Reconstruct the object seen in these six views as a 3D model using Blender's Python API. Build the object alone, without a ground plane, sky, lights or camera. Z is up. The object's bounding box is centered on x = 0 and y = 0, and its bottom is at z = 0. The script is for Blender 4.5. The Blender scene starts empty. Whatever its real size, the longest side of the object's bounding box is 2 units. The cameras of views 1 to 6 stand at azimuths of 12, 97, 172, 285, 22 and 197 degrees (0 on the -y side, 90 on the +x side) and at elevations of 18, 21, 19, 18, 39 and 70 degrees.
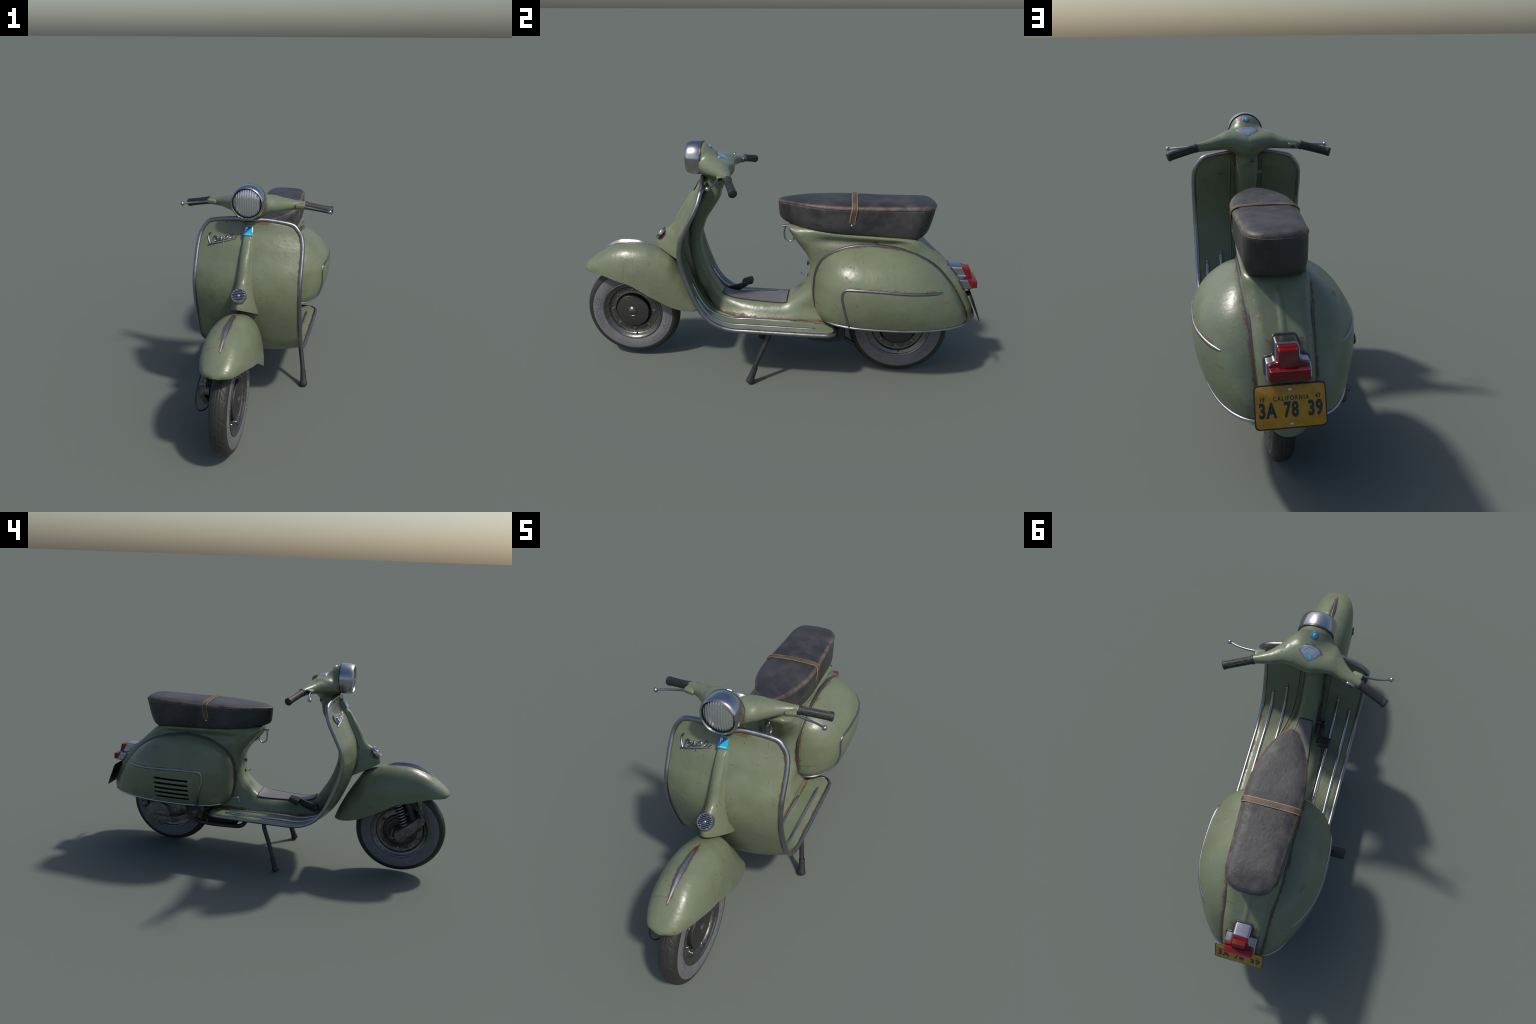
"""Vintage step-through motor scooter on its centre stand, built part by part.
Metres, z up, front of the scooter towards -y, mid plane x = 0."""
import bpy, bmesh, math
import numpy as np
from mathutils import Vector, Matrix

rng = np.random.default_rng(7)
PI = math.pi

# ------------------------------------------------------------------ helpers
def pchip(xs, ys):
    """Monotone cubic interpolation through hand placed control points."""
    xs = np.asarray(xs, float); ys = np.asarray(ys, float)
    h = np.diff(xs); dl = np.diff(ys) / h
    m = np.zeros(len(xs))
    for i in range(1, len(xs) - 1):
        if dl[i - 1] * dl[i] > 0:
            w1, w2 = 2 * h[i] + h[i - 1], h[i] + 2 * h[i - 1]
            m[i] = (w1 + w2) / (w1 / dl[i - 1] + w2 / dl[i])
    m[0], m[-1] = dl[0], dl[-1]

    def f(x):
        x = np.clip(np.asarray(x, float), xs[0], xs[-1])
        i = np.clip(np.searchsorted(xs, x) - 1, 0, len(xs) - 2)
        t = (x - xs[i]) / h[i]
        return ((1 + 2 * t) * (1 - t) ** 2 * ys[i] + t * (1 - t) ** 2 * h[i] * m[i]
                + t * t * (3 - 2 * t) * ys[i + 1] + t * t * (t - 1) * h[i] * m[i + 1])
    return f


def smooth_path(pts, n, closed=False):
    """Catmull-Rom through control points, resampled to n points of equal spacing."""
    p = np.asarray(pts, float)
    if closed:
        q = np.vstack([p[-1], p, p[0], p[1]])
    else:
        q = np.vstack([2 * p[0] - p[1], p, 2 * p[-1] - p[-2]])
    out = []
    for i in range(1, len(q) - 2):
        a, b, c, d = q[i - 1], q[i], q[i + 1], q[i + 2]
        for t in np.linspace(0, 1, 24, endpoint=False):
            out.append(0.5 * (2 * b + (c - a) * t + (2 * a - 5 * b + 4 * c - d) * t ** 2 + (3 * b - a - 3 * c + d) * t ** 3))
    out.append(p[0] if closed else p[-1])
    out = np.array(out)
    s = np.concatenate([[0], np.cumsum(np.linalg.norm(np.diff(out, axis=0), axis=1))])
    u = np.linspace(0, s[-1], n + 1)[:-1] if closed else np.linspace(0, s[-1], n)
    return np.column_stack([np.interp(u, s, out[:, k]) for k in range(p.shape[1])])


def sstep(a, b, x):
    t = np.clip((x - a) / (b - a), 0, 1)
    return t * t * (3 - 2 * t)


def make(name, verts, faces, mat, parent=None, angle=40, kind=None):
    me = bpy.data.meshes.new(name)
    me.from_pydata([tuple(map(float, v)) for v in verts], [], [tuple(map(int, f)) for f in faces])
    me.validate()
    bm = bmesh.new(); bm.from_mesh(me)
    bmesh.ops.remove_doubles(bm, verts=bm.verts, dist=1e-6)
    bmesh.ops.recalc_face_normals(bm, faces=bm.faces)
    bm.to_mesh(me); bm.free()
    return finish(name, me, mat, parent, angle, kind)


def finish(name, me, mat, parent=None, angle=40, kind=None):
    me.polygons.foreach_set("use_smooth", [True] * len(me.polygons))
    if angle < 180:
        me.set_sharp_from_angle(angle=math.radians(angle))
    if mat is not None and not me.materials:
        me.materials.append(mat)
    ob = bpy.data.objects.new(name, me)
    bpy.context.scene.collection.objects.link(ob)
    if parent is not None:
        ob.parent = parent
    if kind:
        ob["kind"] = kind
    return ob


def grid_faces(nr, nc, close_r=False, close_c=False):
    f = []
    for i in range(nr if close_r else nr - 1):
        for j in range(nc if close_c else nc - 1):
            a, b = i * nc + j, i * nc + (j + 1) % nc
            c, d = ((i + 1) % nr) * nc + (j + 1) % nc, ((i + 1) % nr) * nc + j
            f.append((a, b, c, d))
    return f


def grid(name, P, mat, parent, close_r=False, close_c=False, caps=False, angle=40, thick=0.0, offset=0.0):
    nr, nc = P.shape[:2]
    faces = grid_faces(nr, nc, close_r, close_c)
    if caps:
        faces.append(tuple(range(nc))[::-1]); faces.append(tuple((nr - 1) * nc + j for j in range(nc)))
    ob = make(name, P.reshape(-1, 3), faces, mat, parent, angle)
    if thick:
        m = ob.modifiers.new("shell", "SOLIDIFY"); m.thickness = thick; m.offset = offset; m.use_even_offset = False
        apply_mods(ob, angle)
    return ob


def apply_mods(ob, angle=40):
    dg = bpy.context.evaluated_depsgraph_get(); dg.update()
    me = bpy.data.meshes.new_from_object(ob.evaluated_get(dg))
    ob.modifiers.clear(); old = ob.data; ob.data = me; me.name = old.name
    bpy.data.meshes.remove(old)
    me.polygons.foreach_set("use_smooth", [True] * len(me.polygons))
    if angle < 180:
        me.set_sharp_from_angle(angle=math.radians(angle))


def frames(path, up=None, closed=False):
    p = np.asarray(path, float); n = len(p)
    if closed:
        t = np.roll(p, -1, 0) - np.roll(p, 1, 0)
    else:
        t = np.gradient(p, axis=0)
    t /= np.linalg.norm(t, axis=1)[:, None] + 1e-12
    if up is not None:
        u = np.broadcast_to(np.asarray(up, float), p.shape)
        b = np.cross(t, u); b /= np.linalg.norm(b, axis=1)[:, None] + 1e-12
        return t, np.cross(b, t), b
    nrm = np.zeros_like(p)
    a = np.array([0, 0, 1.0]) if abs(t[0][2]) < 0.9 else np.array([1.0, 0, 0])
    v = a - t[0] * (a @ t[0]); nrm[0] = v / np.linalg.norm(v)
    for i in range(1, n):
        v = nrm[i - 1] - t[i] * (nrm[i - 1] @ t[i]); nrm[i] = v / np.linalg.norm(v)
    return t, nrm, np.cross(t, nrm)


def sweep_pts(path, r, n=12, up=None, flat=1.0, closed=False):
    """Tube; r may vary along the path; flat scales the height along the up direction."""
    t, u, b = frames(path, up, closed)
    r = np.broadcast_to(np.asarray(r, float), (len(path),))
    a = np.linspace(0, 2 * PI, n, endpoint=False)
    return (np.asarray(path)[:, None, :] + r[:, None, None] * (np.cos(a)[None, :, None] * b[:, None, :]
            + flat * np.sin(a)[None, :, None] * u[:, None, :]))


def tube(name, path, r, mat, parent, n=12, up=None, flat=1.0, closed=False, angle=50):
    P = sweep_pts(path, r, n, up, flat, closed)
    return grid(name, P, mat, parent, close_r=closed, close_c=True, caps=not closed, angle=angle)


def lathe_pts(profile, n=64, mod=None):
    """profile rows (radius, height) revolved round local z."""
    pr = np.asarray(profile, float)
    a = np.linspace(0, 2 * PI, n, endpoint=False)
    R = np.broadcast_to(pr[:, 0][:, None], (len(pr), n)).copy()
    if mod is not None:
        R = mod(R, a[None, :], pr[:, 1][:, None])
    return np.stack([R * np.cos(a), R * np.sin(a), np.broadcast_to(pr[:, 1][:, None], R.shape)], -1)


def orient(P, origin, axis, xdir=None):
    """Place local coordinates so that local z points along axis."""
    z = np.asarray(axis, float); z = z / np.linalg.norm(z)
    x = np.asarray(xdir if xdir is not None else ((0, 0, 1) if abs(z[2]) < 0.9 else (1, 0, 0)), float)
    x = x - z * (x @ z); x /= np.linalg.norm(x); y = np.cross(z, x)
    P = np.asarray(P, float)
    return np.asarray(origin, float) + P[..., 0:1] * x + P[..., 1:2] * y + P[..., 2:3] * z


def lathe(name, profile, origin, axis, mat, parent, n=64, mod=None, caps=True, angle=35, closed=False):
    P = orient(lathe_pts(profile, n, mod), origin, axis)
    return grid(name, P, mat, parent, close_r=closed, close_c=True, caps=caps and not closed, angle=angle)


def rounded_poly(corners, radius, n=6):
    """2D polygon with rounded corners (radius: one number or one per corner)."""
    c = np.asarray(corners, float); out = []
    rad = np.broadcast_to(np.asarray(radius, float), (len(c),))
    for i in range(len(c)):
        a, b, d = c[i - 1], c[i], c[(i + 1) % len(c)]
        u = (a - b) / np.linalg.norm(a - b); v = (d - b) / np.linalg.norm(d - b)
        half = math.acos(np.clip(u @ v, -1, 1)) / 2
        k = rad[i] / math.tan(half)
        k = min(k, 0.49 * np.linalg.norm(a - b), 0.49 * np.linalg.norm(d - b))
        for t in np.linspace(0, 1, n):
            out.append((1 - t) ** 2 * (b + u * k) + 2 * t * (1 - t) * b + t * t * (b + v * k))
    return np.array(out)


def prism(name, outline, h, origin, normal, xdir, mat, parent, bevel=0.0, angle=35, taper=0.0):
    """Extruded 2D outline with a small bevelled rim; local z from 0 to h."""
    o = np.asarray(outline, float); cen = o.mean(0)
    def inset(d):
        v = o - cen; L = np.linalg.norm(v, axis=1)[:, None]
        return cen + v * (1 - d / L)
    b = min(bevel, h * 0.49)
    levels = [(0, o)]
    if b > 0:
        levels += [(h - b, inset(taper)), (h - 0.3 * b, inset(taper + 0.3 * b)), (h, inset(taper + b))]
    else:
        levels += [(h, inset(taper))]
    P = np.array([np.column_stack([q, np.full(len(q), z)]) for z, q in levels])
    return grid(name, orient(P, origin, normal, xdir), mat, parent, close_c=True, caps=True, angle=angle)


def box(name, size, origin, mat, parent, zdir=(0, 0, 1), xdir=(1, 0, 0), bevel=0.003):
    sx, sy, sz = (s / 2 for s in size)
    o = rounded_poly([(-sx, -sy), (sx, -sy), (sx, sy), (-sx, sy)], min(bevel * 1.5, sx * .9, sy * .9), 4)
    z = np.asarray(zdir, float); z /= np.linalg.norm(z)
    b = min(bevel, sz * 0.9)
    def ins(d):
        return np.sign(o) * np.maximum(np.abs(o) - d, 0)
    P = np.array([np.column_stack([ins(d), np.full(len(o), h)]) for h, d in
                  [(-sz, b), (-sz + .3 * b, .3 * b), (-sz + b, 0), (sz - b, 0), (sz - .3 * b, .3 * b), (sz, b)]])
    return grid(name, orient(P, origin, z, xdir), mat, parent, close_c=True, caps=True, angle=50)


def join(name, obs, parent=None, kind=None):
    """Merge several simple meshes into one part (keeps their materials)."""
    base = bpy.data.meshes.new(name); bm = bmesh.new(); mats = []
    for o in obs:
        me = o.data; remap = {}
        for k, m in enumerate(me.materials):
            if m not in mats: mats.append(m)
            remap[k] = mats.index(m)
        n0 = len(bm.faces)
        tmp = me.copy(); tmp.transform(o.matrix_basis)
        bm.from_mesh(tmp); bm.faces.ensure_lookup_table()
        for f in bm.faces[n0:]: f.material_index = remap.get(f.material_index, 0)
        bpy.data.meshes.remove(tmp)
    bm.to_mesh(base); bm.free()
    for m in mats: base.materials.append(m)
    for o in obs:
        me = o.data; bpy.data.objects.remove(o); bpy.data.meshes.remove(me)
    ob = bpy.data.objects.new(name, base); bpy.context.scene.collection.objects.link(ob)
    if parent is not None: ob.parent = parent
    if kind: ob["kind"] = kind
    return ob


# ---- implicit surfaces (surface nets + projection) for the smoothly blended bodies
def implicit(name, f, lo, hi, h, mat, parent, angle=180):
    ax = [np.arange(l, u + h, h) for l, u in zip(lo, hi)]
    X, Y, Z = np.meshgrid(*ax, indexing="ij")
    F = f(X, Y, Z); S = F < 0
    nx, ny, nz = F.shape
    acc = np.zeros((nx - 1, ny - 1, nz - 1, 3)); cnt = np.zeros((nx - 1, ny - 1, nz - 1))
    G = np.stack([X, Y, Z], -1)
    quads = []
    ids = None
    cross_info = []
    for axis in range(3):
        a = [slice(None)] * 3; b = [slice(None)] * 3
        a[axis] = slice(0, -1); b[axis] = slice(1, None)
        Fa, Fb = F[tuple(a)], F[tuple(b)]
        hit = (Fa < 0) != (Fb < 0)
        idx = np.argwhere(hit)
        t = Fa[hit] / (Fa[hit] - Fb[hit])
        e = np.zeros(3, int); e[axis] = 1
        pos = G[idx[:, 0], idx[:, 1], idx[:, 2]].copy(); pos[:, axis] += t * h
        o1, o2 = [k for k in range(3) if k != axis]
        cells = []
        for d1, d2 in ((-1, -1), (0, -1), (0, 0), (-1, 0)):
            c = idx.copy(); c[:, o1] += d1; c[:, o2] += d2; cells.append(c)
        ok = np.all([(c >= 0).all(1) & (c[:, 0] < nx - 1) & (c[:, 1] < ny - 1) & (c[:, 2] < nz - 1) for c in cells], axis=0)
        for c in cells:
            c = c[ok]
            np.add.at(acc, (c[:, 0], c[:, 1], c[:, 2]), pos[ok]); np.add.at(cnt, (c[:, 0], c[:, 1], c[:, 2]), 1)
        cross_info.append([c[ok] for c in cells])
    used = cnt > 0
    ids = -np.ones(cnt.shape, int); ids[used] = np.arange(used.sum())
    V = acc[used] / cnt[used][:, None]
    for cells in cross_info:
        quads.append(np.column_stack([ids[c[:, 0], c[:, 1], c[:, 2]] for c in cells]))
    Q = np.vstack(quads)
    e = h * 0.25
    for _ in range(4):
        x, y, z = V.T
        v0 = f(x, y, z)
        g = np.stack([f(x + e, y, z) - f(x - e, y, z), f(x, y + e, z) - f(x, y - e, z), f(x, y, z + e) - f(x, y, z - e)], -1) / (2 * e)
        step = v0[:, None] * g / (np.sum(g * g, 1)[:, None] + 1e-6)
        L = np.linalg.norm(step, axis=1)[:, None]
        V = V - step * np.minimum(1, 0.5 * h / (L + 1e-9)) * 0.8
    return make(name, V, Q, mat, parent, angle)


def round_and(a, b, r):
    return np.minimum(-r, np.maximum(a, b)) + np.hypot(np.maximum(a + r, 0), np.maximum(b + r, 0))


def smin(a, b, k):
    hh = np.clip(0.5 + 0.5 * (b - a) / k, 0, 1)
    return b + (a - b) * hh - k * hh * (1 - hh)


def round_cone(P, a, b, ra, rb):
    a = np.asarray(a, float); b = np.asarray(b, float); d = b - a
    q = [P[k] - a[k] for k in range(3)]
    t = np.clip(sum(q[k] * d[k] for k in range(3)) / (d @ d), 0, 1)
    return np.sqrt(sum((q[k] - t * d[k]) ** 2 for k in range(3))) - (ra + (rb - ra) * t)


# ------------------------------------------------------------------ materials
class Nodes:
    def __init__(self, name):
        self.mat = bpy.data.materials.new(name); self.mat.use_nodes = True
        self.t = self.mat.node_tree; self.b = self.t.nodes["Principled BSDF"]
        self._pos = None

    def new(self, kind, **kw):
        n = self.t.nodes.new(kind)
        for k, v in kw.items(): setattr(n, k, v)
        return n

    def put(self, sock, v):
        if hasattr(v, "links") or isinstance(v, bpy.types.NodeSocket): self.t.links.new(v, sock)
        else: sock.default_value = v

    def pos(self):
        if self._pos is None: self._pos = self.new("ShaderNodeTexCoord").outputs["Object"]
        return self._pos

    def xyz(self):
        s = self.new("ShaderNodeSeparateXYZ"); self.put(s.inputs[0], self.pos()); return s.outputs[0], s.outputs[1], s.outputs[2]

    def m(self, op, a, b=None, c=None, clamp=False):
        n = self.new("ShaderNodeMath", operation=op, use_clamp=clamp)
        for s, v in zip(n.inputs, (a, b, c)):
            if v is not None: self.put(s, v)
        return n.outputs[0]

    def step(self, x, a, b, to0=0.0, to1=1.0):
        n = self.new("ShaderNodeMapRange", interpolation_type="SMOOTHSTEP")
        for k, v in zip(("Value", "From Min", "From Max", "To Min", "To Max"), (x, a, b, to0, to1)): self.put(n.inputs[k], v)
        return n.outputs[0]

    def noise(self, scale, detail=4, rough=0.55, vec=None, stretch=None):
        n = self.new("ShaderNodeTexNoise"); v = vec or self.pos()
        if stretch:
            mp = self.new("ShaderNodeMapping"); self.put(mp.inputs[0], v); mp.inputs["Scale"].default_value = stretch; v = mp.outputs[0]
        self.put(n.inputs["Vector"], v); n.inputs["Scale"].default_value = scale
        n.inputs["Detail"].default_value = detail; n.inputs["Roughness"].default_value = rough
        return n.outputs["Fac"]

    def mix(self, f, a, b):
        n = self.new("ShaderNodeMix", data_type="RGBA")
        self.put(n.inputs[0], f); self.put(n.inputs[6], a if not isinstance(a, tuple) else (*a, 1) if len(a) == 3 else a)
        self.put(n.inputs[7], b if not isinstance(b, tuple) else (*b, 1) if len(b) == 3 else b)
        return n.outputs[2]

    def curve(self, x, pts, xr, yr):
        """Scalar curve through control points (x range and y range remapped to 0..1)."""
        u = self.new("ShaderNodeMapRange")
        for k, v in zip(("Value", "From Min", "From Max"), (x, *xr)): self.put(u.inputs[k], v)
        c = self.new("ShaderNodeFloatCurve"); cv = c.mapping.curves[0]
        q = [((a - xr[0]) / (xr[1] - xr[0]), (b - yr[0]) / (yr[1] - yr[0])) for a, b in pts]
        cv.points[0].location = q[0]; cv.points[1].location = q[-1]
        for p in q[1:-1]: cv.points.new(*p)
        c.mapping.update(); self.put(c.inputs["Value"], u.outputs[0])
        w = self.new("ShaderNodeMapRange"); self.put(w.inputs["Value"], c.outputs[0])
        w.inputs["To Min"].default_value = yr[0]; w.inputs["To Max"].default_value = yr[1]
        return w.outputs[0]

    def bump(self, h, strength=0.3, dist=0.002):
        n = self.new("ShaderNodeBump"); self.put(n.inputs["Height"], h)
        n.inputs["Strength"].default_value = strength; n.inputs["Distance"].default_value = dist
        self.put(self.b.inputs["Normal"], n.outputs[0]); return n

    def set(self, **kw):
        names = dict(color="Base Color", rough="Roughness", metal="Metallic", spec="Specular IOR Level", coat="Coat Weight",
                     coat_rough="Coat Roughness", trans="Transmission Weight", ior="IOR")
        for k, v in kw.items():
            if isinstance(v, tuple) and len(v) == 3: v = (*v, 1)
            self.put(self.b.inputs[names[k]], v)
        return self.mat


PAINT = (0.147, 0.173, 0.109)
RUST = (0.095, 0.044, 0.024)

# side view outline of the cowls (y of front and rear edge by height), used by geometry and by rust masks
COWL_Z = [0.335, 0.38, 0.46, 0.52, 0.57, 0.614, 0.655, 0.681, 0.698, 0.704]
COWL_YF = [0.228, 0.205, 0.198, 0.200, 0.211, 0.232, 0.278, 0.331, 0.400, 0.470]
COWL_YB = [0.933, 0.922, 0.883, 0.845, 0.803, 0.757, 0.695, 0.635, 0.550, 0.480]


def paint(name, edge=None, amount=1.0, scratches=True):
    """Old sage green enamel: mottled, pin-prick rust, scratches, rust creeping in from the edges.
    edge(N) returns a distance (m) from the nearest panel edge."""
    N = Nodes(name)
    n1 = N.noise(9, 3, 0.6); n2 = N.noise(46, 4, 0.6); fine = N.noise(230, 3, 0.6)
    col = N.mix(N.step(n1, 0.35, 0.7), tuple(c * 0.93 for c in PAINT), tuple(c * 1.06 for c in PAINT))
    col = N.mix(N.step(n2, 0.5, 0.8, 0, 0.3), col, tuple(c * k for c, k in zip(PAINT, (1.05, 0.98, 0.95))))
    # pin prick rust: cells of a Voronoi picked by noise
    v = N.new("ShaderNodeTexVoronoi"); N.put(v.inputs["Vector"], N.pos()); v.inputs["Scale"].default_value = 42
    wob = N.m("ADD", v.outputs["Distance"], N.m("MULTIPLY", N.m("SUBTRACT", fine, 0.5), 0.25))
    dots = N.m("MULTIPLY", N.step(wob, 0.15, 0.09), N.step(N.noise(7.3, 2), 0.49, 0.58))
    rust = N.m("MULTIPLY", dots, 0.85)
    if scratches:
        for sc, off, th in (((3.0, 6, 30), 3.1, 0.735), ((4.0, 30, 5), 0.4, 0.735), ((24, 5, 4), 5.7, 0.745)):
            mp = N.new("ShaderNodeMapping"); N.put(mp.inputs[0], N.pos()); mp.inputs["Scale"].default_value = sc
            mp.inputs["Rotation"].default_value = (0.5 if off < 1 else -0.4, 0.4, 0.3); mp.inputs["Location"].default_value = (off, off, off)
            s = N.noise(1.6, 1.5, 0.4, vec=mp.outputs[0])
            rust = N.m("MAXIMUM", rust, N.m("MULTIPLY", N.step(s, th, th + 0.03), N.step(fine, 0.4, 0.55, 0.05, 0.45)))
    if edge is not None:
        d = edge(N)
        ragged = N.m("ADD", d, N.m("MULTIPLY", N.m("SUBTRACT", N.noise(80, 5, 0.65), 0.5), -0.024))
        ragged = N.m("ADD", ragged, N.m("MULTIPLY", N.m("SUBTRACT", N.noise(13, 2), 0.5), -0.022))
        patch = N.step(N.noise(17, 3, 0.6), 0.40, 0.54, 0.32, 1.0)
        rust = N.m("MAXIMUM", rust, N.m("MULTIPLY", N.m("MULTIPLY", N.step(ragged, 0.004 * amount, -0.001 * amount), 0.85), patch))
    rcol = N.mix(N.step(fine, 0.35, 0.65), RUST, tuple(c * k for c, k in zip(RUST, (1.55, 1.35, 1.2))))
    col = N.mix(rust, col, rcol)
    h = N.m("ADD", N.m("MULTIPLY", N.noise(22, 2, 0.5), 1.0), N.m("MULTIPLY", N.noise(75, 3, 0.55), 0.32))
    h = N.m("SUBTRACT", h, N.m("MULTIPLY", rust, 0.35))
    N.bump(h, 0.6, 0.0026)
    return N.set(color=col, rough=N.m("ADD", N.step(n2, 0.3, 0.8, 0.30, 0.39), N.m("MULTIPLY", rust, 0.45)), spec=0.5)


def edge_shield(N):
    x, y, z = N.xyz(); ax = N.m("ABSOLUTE", x)
    side = N.m("SUBTRACT", N.curve(z, [(0.28, 0.252), (0.80, 0.254), (0.885, 0.250), (0.93, 0.234), (0.965, 0.197), (0.985, 0.12)], (0.28, 0.985), (0, 0.3)), ax)
    top = N.m("SUBTRACT", 0.982, z)
    d = N.m("SUBTRACT", N.m("MINIMUM", side, top), 0.0095)
    # rust line along the foot of the tunnel on the floor and along the column behind the shield
    foot = N.m("ABSOLUTE", N.m("SUBTRACT", ax, N.curve(y, [(-0.45, 0.05), (-0.36, 0.055), (-0.264, 0.085), (-0.127, 0.127), (0.3, 0.135)], (-0.45, 0.3), (0, 0.2))))
    geo = N.new("ShaderNodeNewGeometry"); ns = N.new("ShaderNodeSeparateXYZ"); N.put(ns.inputs[0], geo.outputs["Normal"])
    foot = N.m("ADD", foot, N.step(N.m("ADD", ns.outputs[1], ns.outputs[2]), 0.3, 0.1, 0.0, 0.2))
    return N.m("MINIMUM", d, N.m("SUBTRACT", foot, 0.005))


def edge_cowl(N):
    x, y, z = N.xyz()
    f = N.m("SUBTRACT", y, N.curve(z, list(zip(COWL_Z, COWL_YF)), (0.335, 0.704), (0, 1)))
    b = N.m("SUBTRACT", N.curve(z, list(zip(COWL_Z, COWL_YB)), (0.335, 0.704), (0, 1)), y)
    d = N.m("MINIMUM", N.m("MULTIPLY", f, 0.8), N.m("MULTIPLY", b, 0.75))
    out = N.m("MAXIMUM", N.m("SUBTRACT", N.m("ABSOLUTE", x), N.curve(y, [(0.15, 0.098), (0.20, 0.101), (0.30, 0.110), (0.41, 0.117), (0.60, 0.120), (0.77, 0.108), (0.93, 0.090)], (0.15, 0.93), (0, 0.2))), 0.0)
    d = N.m("SQRT", N.m("ADD", N.m("MULTIPLY", d, d), N.m("MULTIPLY", out, out)))
    d = N.m("MINIMUM", N.m("SUBTRACT", d, 0.0115), N.m("SUBTRACT", z, 0.3415))
    bar = N.m("ABSOLUTE", N.m("SUBTRACT", z, N.curve(y, [(0.34, 0.545), (0.43, 0.548), (0.6, 0.541), (0.72, 0.53), (0.8, 0.523)], (0.34, 0.8), (0, 1))))
    bar = N.m("ADD", bar, N.step(N.m("ABSOLUTE", N.m("SUBTRACT", y, 0.56)), 0.2, 0.24, 0.0, 0.2))
    return N.m("ADD", N.m("MINIMUM", d, N.m("SUBTRACT", bar, 0.0075)), 0.001)


def edge_body(N):
    x, y, z = N.xyz()
    f = N.m("SUBTRACT", N.curve(z, list(zip(COWL_Z, COWL_YF)), (0.335, 0.704), (0, 1)), y)
    b = N.m("SUBTRACT", y, N.curve(z, list(zip(COWL_Z, COWL_YB)), (0.335, 0.704), (0, 1)))
    t = N.m("SUBTRACT", z, 0.708)
    d = N.m("MAXIMUM", N.m("MAXIMUM", f, b), t)
    d = N.m("ADD", N.m("SUBTRACT", N.m("ABSOLUTE", d), 0.0125), N.step(z, 0.33, 0.3, 0, 0.3))
    # under the seat and round the tail lamp
    seat = N.m("ADD", N.m("ABSOLUTE", N.m("SUBTRACT", z, N.curve(y, [(0.05, 0.778), (0.3, 0.757), (0.5, 0.747), (0.66, 0.737), (0.74, 0.69)], (0.05, 0.74), (0, 1)))), N.m("ADD", N.step(y, 0.02, 0.05, 0.2, 0.0), N.step(y, 0.66, 0.7, 0.0, 0.02)))
    foot = N.m("ADD", N.m("SUBTRACT", z, 0.310), N.step(y, 0.27, 0.3, 0.0, 0.2))
    lamp = N.m("ADD", N.m("MAXIMUM", N.m("ABSOLUTE", N.m("SUBTRACT", y, 0.88)), N.m("SUBTRACT", N.m("ABSOLUTE", x), 0.030)), -0.032)
    d = N.m("MINIMUM", N.m("MINIMUM", d, seat), N.m("MINIMUM", foot, lamp))
    return N.m("ADD", d, 0.001)


def edge_fender(N):
    x, y, z = N.xyz()
    w = N.curve(y, [(-0.93, -0.02), (-0.915, 0.001), (-0.85, 0.011), (-0.76, 0.015), (-0.69, 0.010), (-0.65, 0.004), (-0.62, -0.03)], (-0.93, -0.62), (-0.05, 0.05))
    d = N.m("SUBTRACT", N.m("ABSOLUTE", x), w)
    d = N.m("ADD", d, N.step(z, 0.56, 0.5, 0, 0.3))
    return d


def edge_headset(N):
    x, y, z = N.xyz(); ax = N.m("ABSOLUTE", x)
    d = N.m("MINIMUM", N.m("ADD", y, 0.358), N.m("SUBTRACT", 0.236, ax))
    d = N.m("MINIMUM", d, N.m("SUBTRACT", z, 0.936))
    v = N.new("ShaderNodeVectorMath", operation="DISTANCE"); N.put(v.inputs[0], N.pos()); v.inputs[1].default_value = (0, -0.266, 1.090)
    ring = N.m("SUBTRACT", v.outputs["Value"], 0.034)
    return N.m("ADD", N.m("MINIMUM", d, ring), 0.002)


def edge_horn(N):
    x, y, z = N.xyz(); ax = N.m("ABSOLUTE", x)
    w = N.curve(z, [(0.55, 0.068), (0.6, 0.060), (0.67, 0.048), (0.75, 0.040), (0.857, 0.033), (0.9, 0.028), (0.965, 0.02)], (0.55, 0.965), (0, 0.1))
    d = N.m("SUBTRACT", w, ax)
    back = N.m("SUBTRACT", N.curve(z, [(0.55, -0.462), (0.62, -0.481), (0.69, -0.484), (0.75, -0.468), (0.8, -0.445), (0.86, -0.41), (0.92, -0.374), (0.965, -0.364)], (0.55, 0.965), (-0.5, -0.3)), y)
    back = N.m("MAXIMUM", N.m("SUBTRACT", back, 0.006), 0.0)
    d = N.m("SQRT", N.m("ADD", N.m("MULTIPLY", d, d), N.m("MULTIPLY", back, back)))
    d = N.m("SUBTRACT", d, 0.004)
    v = N.new("ShaderNodeVectorMath", operation="DISTANCE"); N.put(v.inputs[0], N.pos()); v.inputs[1].default_value = (0, -0.585, 0.69)
    return N.m("ADD", N.m("MINIMUM", d, N.m("SUBTRACT", v.outputs["Value"], 0.037)), -0.001)


M = {}
M["body"] = paint("green_paint_body", edge_body)
M["shield"] = paint("green_paint_shield", edge_shield, 1.1)
M["cowl"] = paint("green_paint_cowl", edge_cowl)
M["fender"] = paint("green_paint_fender", edge_fender)
M["headset"] = paint("green_paint_headset", edge_headset)
M["horn"] = paint("green_paint_horn", edge_horn)
M["plain"] = paint("green_paint_small_parts")


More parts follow.
